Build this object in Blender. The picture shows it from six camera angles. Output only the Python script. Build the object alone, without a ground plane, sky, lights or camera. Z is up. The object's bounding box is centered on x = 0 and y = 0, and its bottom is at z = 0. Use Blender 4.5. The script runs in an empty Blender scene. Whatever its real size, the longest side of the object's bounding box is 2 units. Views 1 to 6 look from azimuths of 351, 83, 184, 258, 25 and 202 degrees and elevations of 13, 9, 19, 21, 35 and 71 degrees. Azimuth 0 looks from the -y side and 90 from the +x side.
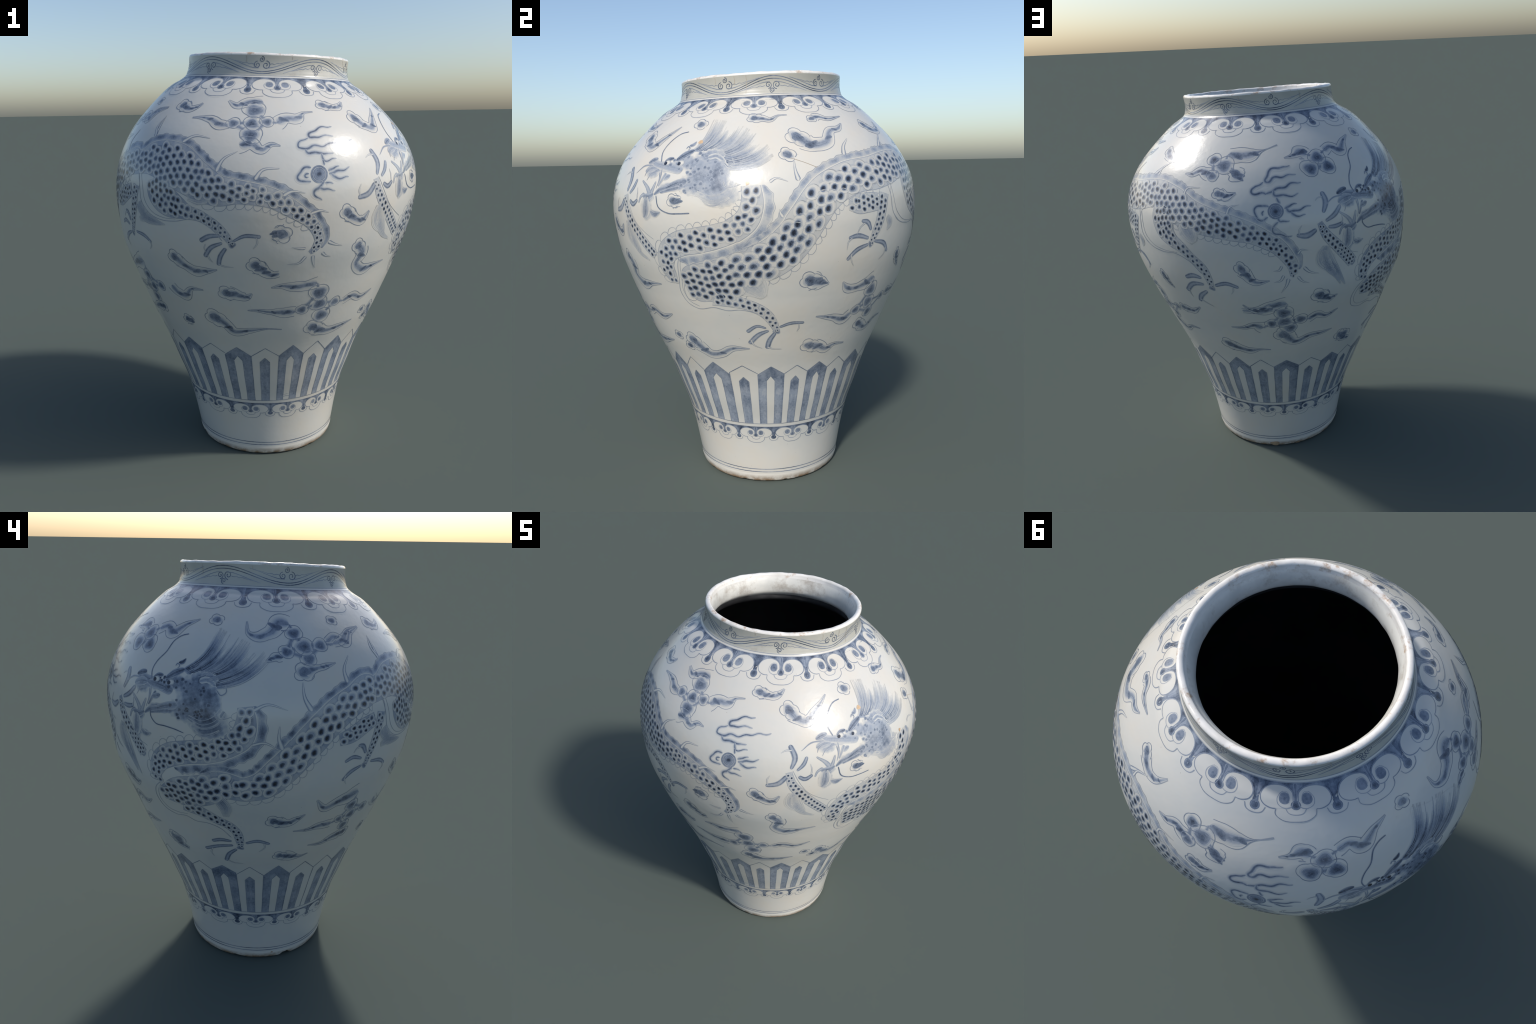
"""A tall blue-and-white porcelain jar painted with two dragons among clouds.

The vessel is a turned, slightly leaning body of revolution.  Every painted
motif is a thin film of cobalt lying on the glaze: brush strokes, washes,
scales, petals and scrolls are each built from a spine (azimuth in degrees,
height in metres, half width in millimetres) and laid on the vessel surface.
"""
import bpy
import math
import random
import numpy as np

rng = random.Random(7)

# ------------------------------------------------------------------ vessel --
PROFILE = [  # height, outer radius
    (0.000, 0.3575), (0.030, 0.3665), (0.060, 0.3700), (0.100, 0.3765), (0.170, 0.3887), (0.250, 0.4053),
    (0.350, 0.4317), (0.450, 0.4675), (0.550, 0.5016), (0.650, 0.5404), (0.750, 0.5848), (0.850, 0.6260),
    (0.950, 0.6669), (1.050, 0.7023), (1.150, 0.7333), (1.250, 0.7514), (1.350, 0.7593), (1.450, 0.7503),
    (1.550, 0.7171), (1.650, 0.6577), (1.720, 0.5975), (1.780, 0.5376), (1.815, 0.4988), (1.840, 0.4660),
    (1.862, 0.4275), (1.882, 0.4030), (1.900, 0.3958), (2.000, 0.3915)]
LEAN_H = [0.0, 0.25, 0.6, 1.0, 1.3, 1.6, 1.82, 2.0]     # the jar warped in the kiln:
LEAN_X = [-0.0115, -0.0144, -0.0171, -0.0116, 0.0002, 0.0064, 0.0095, 0.0273]
LEAN_Y = [0.0062, 0.0068, 0.0111, 0.0098, 0.0036, -0.0093, -0.0113, -0.0096]
CREASE, LIP = 1.882, 1.970


def hermite(x, y, q):
    x, y = np.asarray(x, float), np.asarray(y, float)
    h = np.diff(x)
    d = np.diff(y) / h
    m = np.empty_like(y)
    m[1:-1] = (d[:-1] * h[1:] + d[1:] * h[:-1]) / (h[:-1] + h[1:])
    m[0], m[-1] = d[0], d[-1]
    i = np.clip(np.searchsorted(x, q) - 1, 0, len(h) - 1)
    t = (q - x[i]) / h[i]
    return ((2 * t**3 - 3 * t**2 + 1) * y[i] + (t**3 - 2 * t**2 + t) * h[i] * m[i]
            + (-2 * t**3 + 3 * t**2) * y[i + 1] + (t**3 - t**2) * h[i] * m[i + 1])


PH, PR = zip(*PROFILE)


def surface(theta, h, inset=0.0):
    """Point of the vessel wall at azimuth theta (degrees) and height h."""
    theta, h = np.broadcast_arrays(np.asarray(theta, float), np.asarray(h, float))
    a = np.radians(theta)
    # squeezed while soft: oval and bulged low down, fuller on one flank and at one side of the neck
    oval = 1 + np.exp(-((h - .70) / .24) ** 2) * (.005 + .011 * np.cos(2 * (a - math.radians(36))) + .011 * np.cos(a - math.radians(306)))
    oval = oval + .019 * np.exp(-((h - 1.08) / .10) ** 2) * np.maximum(0, np.cos(a - math.radians(222))) ** 2
    oval = oval + .016 * np.clip((h - 1.83) / .05, 0, 1) * np.maximum(0, np.cos(a - math.radians(215)))
    r = hermite(PH, PR, h) * oval - inset
    x = r * np.sin(a) + np.interp(h, LEAN_H, LEAN_X)
    y = -r * np.cos(a) + np.interp(h, LEAN_H, LEAN_Y)
    z = (h + np.clip((h - .7) / .6, 0, 1) * (.0101 * x + .0248 * y)
         + np.clip(h - 1.3, 0, .55) / .55 * (-.0512 * x + .0082 * y))
    return np.stack([x, y, z], -1)


def frame(theta, h):
    """Point, outward normal, and metres per degree / per unit of height."""
    P = surface(theta, h)
    dt = (surface(np.asarray(theta) + .05, h) - surface(np.asarray(theta) - .05, h)) / .1
    dh = (surface(theta, np.asarray(h) + 1e-3) - surface(theta, np.asarray(h) - 1e-3)) / 2e-3
    n = np.cross(dt, dh)
    n /= np.linalg.norm(n, axis=-1, keepdims=True)
    return P, n, np.linalg.norm(dt, axis=-1), np.linalg.norm(dh, axis=-1)


# --------------------------------------------------------------- materials --
def node(tree, kind, at, **inputs):
    n = tree.nodes.new(kind)
    n.location = at
    for k, v in inputs.items():
        n.inputs[k].default_value = v
    return n


def ramp(tree, at, stops):
    n = tree.nodes.new("ShaderNodeValToRGB")
    n.location = at
    e = n.color_ramp.elements
    while len(e) < len(stops):
        e.new(0.5)
    for el, (p, c) in zip(e, stops):
        el.position, el.color = p, (*c, 1)
    return n


GLAZE_WHITE = (0.545, 0.534, 0.498)


def glaze_group():
    """Glossy porcelain glaze over a given density of cobalt (0 bare, 1 ink)."""
    g = bpy.data.node_groups.new("porcelain_glaze", "ShaderNodeTree")
    g.interface.new_socket("Cobalt", in_out="INPUT", socket_type="NodeSocketFloat")
    g.interface.new_socket("Warmth", in_out="INPUT", socket_type="NodeSocketFloat")
    g.interface.new_socket("Shader", in_out="OUTPUT", socket_type="NodeSocketShader")
    L = g.links.new
    gin, gout = g.nodes.new("NodeGroupInput"), g.nodes.new("NodeGroupOutput")
    co = g.nodes.new("ShaderNodeTexCoord")
    # uneven load of the brush: density drifts and grains
    drift = node(g, "ShaderNodeTexNoise", (0, 0), Scale=14.0, Detail=4.0, Roughness=0.6)
    grain = node(g, "ShaderNodeTexNoise", (0, -200), Scale=90.0, Detail=3.0, Roughness=0.6)
    for n in (drift, grain):
        L(co.outputs["Object"], n.inputs["Vector"])
    a = node(g, "ShaderNodeMapRange", (200, 0))
    a.inputs["From Min"].default_value, a.inputs["From Max"].default_value = 0.3, 0.7
    a.inputs["To Min"].default_value, a.inputs["To Max"].default_value = 0.80, 1.20
    L(drift.outputs["Fac"], a.inputs["Value"])
    b = node(g, "ShaderNodeMapRange", (200, -200))
    b.inputs["From Min"].default_value, b.inputs["From Max"].default_value = 0.3, 0.7
    b.inputs["To Min"].default_value, b.inputs["To Max"].default_value = 0.88, 1.12
    L(grain.outputs["Fac"], b.inputs["Value"])
    m1 = g.nodes.new("ShaderNodeMath"); m1.operation = "MULTIPLY"
    m2 = g.nodes.new("ShaderNodeMath"); m2.operation = "MULTIPLY"; m2.use_clamp = True
    L(a.outputs[0], m1.inputs[0]); L(b.outputs[0], m1.inputs[1])
    L(m1.outputs[0], m2.inputs[0]); L(gin.outputs["Cobalt"], m2.inputs[1])
    pig = ramp(g, (600, 0), PIGMENT)
    pig.color_ramp.interpolation = "LINEAR"
    L(m2.outputs[0], pig.inputs[0])
    # bare glaze: faint cream and grey clouds, pin-hole specks, warm kiln blush low down
    cloud = node(g, "ShaderNodeTexNoise", (0, -500), Scale=3.2, Detail=5.0, Roughness=0.6)
    L(co.outputs["Object"], cloud.inputs["Vector"])
    tint = ramp(g, (300, -500), [(0.28, (0.92, 0.955, 0.99)), (0.5, (1.0, 1.0, 1.0)), (0.74, (1.04, 0.985, 0.92))])
    L(cloud.outputs["Fac"], tint.inputs[0])
    mul = g.nodes.new("ShaderNodeMix"); mul.data_type = "RGBA"; mul.blend_type = "MULTIPLY"
    mul.inputs["Factor"].default_value = 1.0
    L(pig.outputs[0], mul.inputs["A"]); L(tint.outputs[0], mul.inputs["B"])
    spk = node(g, "ShaderNodeTexVoronoi", (0, -800), Scale=22.0, Randomness=1.0)
    L(co.outputs["Object"], spk.inputs["Vector"])
    spk_n = node(g, "ShaderNodeTexNoise", (0, -1000), Scale=9.0, Detail=1.0)
    L(co.outputs["Object"], spk_n.inputs["Vector"])
    dot = ramp(g, (300, -800), [(0.0, (1, 1, 1)), (0.05, (0, 0, 0))])
    L(spk.outputs["Distance"], dot.inputs[0])
    sel = ramp(g, (300, -1000), [(0.54, (0, 0, 0)), (0.57, (1, 1, 1))])
    L(spk_n.outputs["Fac"], sel.inputs[0])
    m3 = g.nodes.new("ShaderNodeMath"); m3.operation = "MULTIPLY"
    L(dot.outputs[0], m3.inputs[0]); L(sel.outputs[0], m3.inputs[1])
    sp = g.nodes.new("ShaderNodeMix"); sp.data_type = "RGBA"
    sp.inputs["B"].default_value = (0.10, 0.08, 0.06, 1)
    m4 = g.nodes.new("ShaderNodeMath"); m4.operation = "MULTIPLY"; m4.inputs[1].default_value = 0.7
    L(m3.outputs[0], m4.inputs[0]); L(m4.outputs[0], sp.inputs["Factor"])
    L(mul.outputs["Result"], sp.inputs["A"])
    warm = g.nodes.new("ShaderNodeMix"); warm.data_type = "RGBA"; warm.blend_type = "MULTIPLY"
    warm.inputs["B"].default_value = (1.0, 0.90, 0.80, 1)
    L(gin.outputs["Warmth"], warm.inputs["Factor"]); L(sp.outputs["Result"], warm.inputs["A"])
    bs = g.nodes.new("ShaderNodeBsdfPrincipled")
    bs.inputs["Roughness"].default_value = 0.22
    bs.inputs["IOR"].default_value = 1.5
    L(warm.outputs["Result"], bs.inputs["Base Color"])
    peel = node(g, "ShaderNodeTexNoise", (600, -900), Scale=38.0, Detail=2.0)
    L(co.outputs["Object"], peel.inputs["Vector"])
    bump = node(g, "ShaderNodeBump", (800, -900), Strength=0.06, Distance=0.01)
    L(peel.outputs["Fac"], bump.inputs["Height"]); L(bump.outputs[0], bs.inputs["Normal"])
    L(bs.outputs[0], gout.inputs[0])
    return g


PIGMENT = [(0.0, GLAZE_WHITE), (0.12, (0.44, 0.444, 0.436)), (0.35, (0.262, 0.296, 0.350)),
           (0.6, (0.114, 0.143, 0.198)), (0.82, (0.040, 0.053, 0.084)), (1.0, (0.014, 0.017, 0.026))]
TONES = 16
GROUP = glaze_group()


def glaze_material(name, cobalt, warmth=0.0):
    m = bpy.data.materials.new(name)
    m.use_nodes = True
    t = m.node_tree
    t.nodes.clear()
    g = t.nodes.new("ShaderNodeGroup")
    g.node_tree = GROUP
    g.inputs["Cobalt"].default_value = cobalt
    g.inputs["Warmth"].default_value = warmth
    out = t.nodes.new("ShaderNodeOutputMaterial")
    t.links.new(g.outputs[0], out.inputs[0])
    return m


BRUSH = [glaze_material("bare_glaze" if i == 0 else "cobalt_wash", i / (TONES - 1)) for i in range(TONES)]


def simple_material(name, stops, scale, rough, detail=5.0, extra=None, bump=0.0):
    m = bpy.data.materials.new(name)
    m.use_nodes = True
    t = m.node_tree
    bs = t.nodes["Principled BSDF"]
    co = t.nodes.new("ShaderNodeTexCoord")
    n = node(t, "ShaderNodeTexNoise", (-600, 0), Scale=scale, Detail=detail, Roughness=0.65)
    t.links.new(co.outputs["Object"], n.inputs["Vector"])
    r = ramp(t, (-300, 0), stops)
    t.links.new(n.outputs["Fac"], r.inputs[0])
    t.links.new(r.outputs[0], bs.inputs["Base Color"])
    bs.inputs["Roughness"].default_value = rough
    if bump:
        bu = node(t, "ShaderNodeBump", (-200, -300), Strength=bump, Distance=0.01)
        t.links.new(n.outputs["Fac"], bu.inputs["Height"])
        t.links.new(bu.outputs[0], bs.inputs["Normal"])
    return m, t, bs, co, r


def stained(m_tuple, stain, scale, lo, hi, low=None, high=None):
    """Mix a stain colour into a material where a noise is high, between two heights."""
    m, t, bs, co, r = m_tuple
    n = node(t, "ShaderNodeTexNoise", (-600, -500), Scale=scale, Detail=6.0, Roughness=0.7)
    t.links.new(co.outputs["Object"], n.inputs["Vector"])
    mask = ramp(t, (-300, -500), [(lo, (0, 0, 0)), (hi, (1, 1, 1))])
    t.links.new(n.outputs["Fac"], mask.inputs[0])
    fac = mask.outputs[0]
    if low is not None:
        sep = t.nodes.new("ShaderNodeSeparateXYZ")
        t.links.new(co.outputs["Object"], sep.inputs[0])
        mr = node(t, "ShaderNodeMapRange", (-300, -700))
        mr.inputs["From Min"].default_value, mr.inputs["From Max"].default_value = low, high
        t.links.new(sep.outputs["Z"], mr.inputs["Value"])
        mm = t.nodes.new("ShaderNodeMath"); mm.operation = "MULTIPLY"
        t.links.new(fac, mm.inputs[0]); t.links.new(mr.outputs[0], mm.inputs[1])
        fac = mm.outputs[0]
    mix = t.nodes.new("ShaderNodeMix"); mix.data_type = "RGBA"
    mix.inputs["B"].default_value = (*stain, 1)
    t.links.new(fac, mix.inputs["Factor"])
    src = bs.inputs["Base Color"].links[0].from_socket
    t.links.new(src, mix.inputs["A"])
    t.links.new(mix.outputs["Result"], bs.inputs["Base Color"])
    return m


NECK_MAT = stained(simple_material("grey_neck_glaze", [(0.3, (0.385, 0.385, 0.35)), (0.7, (0.47, 0.46, 0.41))], 6.0, 0.24),
                   (0.36, 0.33, 0.28), 9.0, 0.62, 0.8)
RIM_MAT = stained(simple_material("worn_lip_glaze", [(0.3, (0.60, 0.58, 0.54)), (0.6, (0.74, 0.72, 0.68))], 8.0, 0.2),
                  (0.36, 0.23, 0.13), 17.0, 0.55, 0.72)
INNER_MAT = stained(simple_material("inner_neck_glaze", [(0.3, (0.50, 0.50, 0.47)), (0.65, (0.68, 0.67, 0.62))], 5.0, 0.3),
                    (0.30, 0.25, 0.20), 7.5, 0.50, 0.74)
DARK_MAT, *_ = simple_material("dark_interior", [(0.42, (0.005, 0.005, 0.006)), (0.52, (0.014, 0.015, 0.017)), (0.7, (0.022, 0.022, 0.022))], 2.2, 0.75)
CLAY_MAT, *_ = simple_material("bare_stoneware", [(0.3, (0.16, 0.10, 0.055)), (0.65, (0.42, 0.30, 0.19))], 26.0, 0.8, bump=0.4)
FOOT_MAT = stained(simple_material("foot_glaze", [(0.3, (0.55, 0.53, 0.48)), (0.65, (0.61, 0.59, 0.54))], 7.0, 0.35),
                   (0.24, 0.16, 0.095), 20.0, 0.36, 0.56, 0.040, 0.012)
BROWN_MAT, *_ = simple_material("iron_stain", [(0.3, (0.40, 0.26, 0.15)), (0.7, (0.56, 0.42, 0.28))], 40.0, 0.3)
CRACK_MAT, *_ = simple_material("hairline_crack", [(0.3, (0.30, 0.24, 0.18)), (0.7, (0.44, 0.40, 0.34))], 40.0, 0.4)

EAST_DRAGON = [
    ("torso", [(53.3, 1.054, 42), (55.2, 1.060, 72), (60.9, 1.075, 94), (66.7, 1.088, 102), (72.2, 1.109, 97), (79.8, 1.153, 85), (85.4, 1.182, 85), (92.4, 1.261, 82), (96.3, 1.333, 79), (102.5, 1.435, 76), (111.0, 1.493, 70), (124.9, 1.516, 72), (131.0, 1.530, 72), (141.3, 1.545, 65), (149.4, 1.506, 78), (157.6, 1.463, 70), (166.0, 1.434, 62), (173.2, 1.413, 55), (180.1, 1.388, 45), (185.1, 1.354, 39), (187.4, 1.336, 37), (191.4, 1.275, 31), (193.0, 1.236, 26), (193.0, 1.206, 17), (192.5, 1.181, 6)]),
    ("neck", [(79.6, 1.489, 38), (79.7, 1.412, 44), (77.9, 1.348, 48), (73.9, 1.306, 48), (68.3, 1.280, 51), (61.3, 1.261, 54), (54.3, 1.244, 53), (49.0, 1.203, 48), (47.4, 1.151, 43), (48.4, 1.104, 32), (49.3, 1.071, 18)]),
    ("foreleg", [(63.7, 1.015, 48), (70.7, 0.994, 32), (76.1, 0.975, 25), (79.6, 0.956, 24), (82.9, 0.925, 23), (85.2, 0.884, 18), (86.6, 0.843, 11)]),
    ("raised_leg", [(28.5, 1.458, 13), (29.6, 1.396, 20), (32.9, 1.329, 24), (37.9, 1.255, 25), (42.5, 1.195, 24)]),
    ("far_thigh", [(110.4, 1.383, 15), (113.9, 1.384, 29), (118.2, 1.386, 30), (122.9, 1.386, 26)]),
    ("far_leg", [(126.2, 1.422, 22), (124.8, 1.354, 21), (123.4, 1.292, 18), (121.8, 1.251, 15), (120.2, 1.205, 8)]),
    ("toe", [(87.6, 0.863, 5), (91.9, 0.879, 7), (97.5, 0.878, 5)]),
    ("talon", [(95.4, 0.873, 2), (95.6, 0.856, 3), (94.8, 0.836, 1)]),
    ("toe", [(82.4, 0.860, 4), (79.2, 0.871, 6), (74.6, 0.842, 8)]),
    ("toe", [(83.4, 0.848, 5), (79.9, 0.832, 9), (75.1, 0.782, 9)]),
    ("talon", [(75.9, 0.803, 3), (77.0, 0.777, 3), (80.4, 0.758, 1)]),
    ("toe", [(86.0, 0.836, 7), (83.7, 0.798, 10), (82.6, 0.755, 9)]),
    ("talon", [(82.8, 0.763, 4), (84.8, 0.755, 3), (88.8, 0.751, 1)]),
    ("toe", [(29.2, 1.473, 6), (30.6, 1.525, 11), (28.8, 1.583, 9)]),
    ("talon", [(29.5, 1.559, 3), (27.5, 1.560, 3), (25.5, 1.548, 1)]),
    ("toe", [(31.3, 1.464, 5), (33.7, 1.494, 8), (35.0, 1.529, 6)]),
    ("toe", [(31.9, 1.434, 7), (34.1, 1.417, 9), (36.9, 1.437, 6)]),
    ("talon", [(36.4, 1.442, 3), (36.6, 1.465, 3), (36.2, 1.492, 1)]),
    ("toe", [(27.9, 1.439, 9), (24.8, 1.397, 11), (20.5, 1.384, 8)]),
    ("talon", [(21.2, 1.390, 2), (21.0, 1.418, 3), (21.9, 1.441, 1)]),
    ("toe", [(118.9, 1.231, 6), (114.1, 1.247, 9), (110.5, 1.241, 6)]),
    ("talon", [(111.9, 1.240, 3), (110.6, 1.226, 3), (110.2, 1.192, 1)]),
    ("toe", [(119.7, 1.264, 6), (117.8, 1.300, 9), (115.2, 1.308, 5)]),
    ("talon", [(116.7, 1.297, 3), (115.1, 1.284, 3), (113.6, 1.252, 1)]),
    ("toe", [(119.0, 1.205, 6), (114.3, 1.187, 9), (110.6, 1.148, 7)]),
    ("talon", [(112.3, 1.172, 3), (112.4, 1.150, 3), (113.8, 1.119, 1)]),
    ("toe", [(121.7, 1.216, 5), (127.2, 1.197, 9), (129.7, 1.159, 6)]),
    ("talon", [(128.2, 1.180, 4), (128.2, 1.157, 3), (125.7, 1.129, 1)]),
    ("crest_horn", [(112.9, 1.598, 14), (114.1, 1.633, 9), (117.8, 1.669, 2)]),
    ("crest_horn", [(94.5, 1.501, 14), (93.9, 1.544, 7), (94.1, 1.587, 2)]),
    ("crest_horn", [(133.8, 1.630, 11), (137.4, 1.663, 7), (141.5, 1.689, 2)]),
    ("crest_horn", [(85.4, 1.501, 8), (87.3, 1.515, 5), (91.1, 1.500, 1)]),
    ("crest_horn", [(88.8, 1.350, 11), (88.0, 1.368, 6), (87.8, 1.385, 1)]),
    ("fur", [(68.6, 1.037, 9), (74.5, 1.089, 38), (78.4, 1.065, 63), (82.0, 1.008, 17)]),
    ("fur", [(30.3, 1.339, 24), (30.5, 1.283, 43), (34.9, 1.202, 12)]),
    ("fur", [(30.4, 1.316, 14), (32.1, 1.245, 23), (34.7, 1.195, 13), (39.3, 1.162, 3)]),
    ("fur", [(127.3, 1.314, 13), (129.1, 1.285, 20), (127.7, 1.256, 4)]),
    ("haunch", [(144.5, 1.513, 57), (144.5, 1.447, 72), (145.7, 1.384, 60), (148.4, 1.344, 41), (152.7, 1.308, 27), (156.4, 1.264, 22), (160.3, 1.217, 21), (161.8, 1.167, 18), (162.4, 1.116, 9)]),
    ("toe", [(163.8, 1.132, 7), (168.4, 1.148, 9), (173.0, 1.130, 7)]),
    ("talon", [(170.7, 1.133, 3), (170.8, 1.117, 3), (169.7, 1.092, 1)]),
    ("toe", [(158.8, 1.165, 6), (155.4, 1.172, 11), (151.4, 1.156, 8)]),
    ("toe", [(159.2, 1.133, 6), (154.2, 1.126, 11), (149.8, 1.079, 10)]),
    ("talon", [(151.3, 1.091, 3), (151.0, 1.067, 3), (151.7, 1.048, 1)]),
    ("toe", [(159.8, 1.097, 7), (156.0, 1.061, 11), (154.5, 1.028, 8)]),
    ("talon", [(155.2, 1.042, 3), (157.4, 1.026, 3), (160.3, 1.009, 1)]),
    ("crest_horn", [(153.7, 1.541, 9), (154.4, 1.577, 6), (160.4, 1.587, 1)]),
    ("crest_horn", [(171.2, 1.470, 8), (172.3, 1.504, 5), (175.8, 1.516, 1)]),
    ("crest_horn", [(136.6, 1.626, 8), (137.1, 1.659, 5), (140.9, 1.684, 1)]),
    ("crest_horn", [(195.0, 1.288, 9), (196.1, 1.304, 6), (198.8, 1.301, 1)]),
    ("crest_horn", [(197.0, 1.221, 11), (198.8, 1.198, 7), (202.5, 1.183, 1)]),
    ("crest_horn", [(194.7, 1.178, 10), (196.1, 1.155, 6), (198.8, 1.141, 1)]),
    ("crest_horn", [(191.3, 1.172, 12), (190.5, 1.141, 7), (188.3, 1.100, 1)]),
    ("crest_horn", [(189.7, 1.189, 9), (188.4, 1.164, 6), (185.9, 1.156, 1)]),
    ("crest_horn", [(189.2, 1.235, 8), (188.3, 1.216, 6), (186.1, 1.212, 1)]),
    ("fur", [(153.7, 1.435, 37), (156.2, 1.395, 51), (158.8, 1.340, 23)]),
    ("edge", [(54.1, 1.202, 3), (52.7, 1.160, 3), (51.5, 1.083, 3), (50.6, 1.029, 3), (52.6, 0.974, 3), (56.5, 0.950, 3), (63.6, 0.959, 3), (68.2, 0.947, 3), (73.2, 0.951, 3), (78.4, 0.936, 3), (82.9, 0.900, 3)]),
    ("edge", [(54.6, 1.197, 2), (53.6, 1.160, 2), (52.6, 1.084, 2), (52.0, 1.035, 2), (53.7, 0.983, 2), (57.3, 0.961, 2)]),
    ("edge", [(54.1, 1.081, 2), (52.5, 1.031, 2), (53.5, 0.992, 2), (55.7, 0.987, 2), (57.5, 1.001, 2)]),
    ("edge", [(128.3, 1.497, 3), (130.1, 1.397, 3), (130.8, 1.334, 3), (134.1, 1.294, 3), (142.6, 1.269, 3), (150.1, 1.270, 3), (155.5, 1.240, 3), (159.3, 1.189, 3)]),
    ("edge", [(130.5, 1.481, 2), (131.6, 1.401, 3), (133.0, 1.340, 3), (136.5, 1.300, 2), (143.4, 1.279, 2), (150.3, 1.278, 2)]),
    ("edge", [(29.9, 1.465, 2), (32.3, 1.399, 2), (35.8, 1.330, 2), (39.4, 1.293, 2), (43.7, 1.261, 2)]),
    ("edge", [(133.3, 1.504, 2), (130.0, 1.418, 2), (130.0, 1.362, 2), (132.8, 1.302, 2), (139.0, 1.272, 2)]),
    ("mane_roots", [(57.8, 1.650, 1), (62.2, 1.643, 1), (67.2, 1.628, 1), (70.9, 1.592, 1), (73.2, 1.557, 1)]),
    ("mane_tips", [(61.8, 1.771, 1), (71.4, 1.753, 1), (78.2, 1.722, 1), (84.5, 1.662, 1), (87.0, 1.600, 1)]),
]

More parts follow.
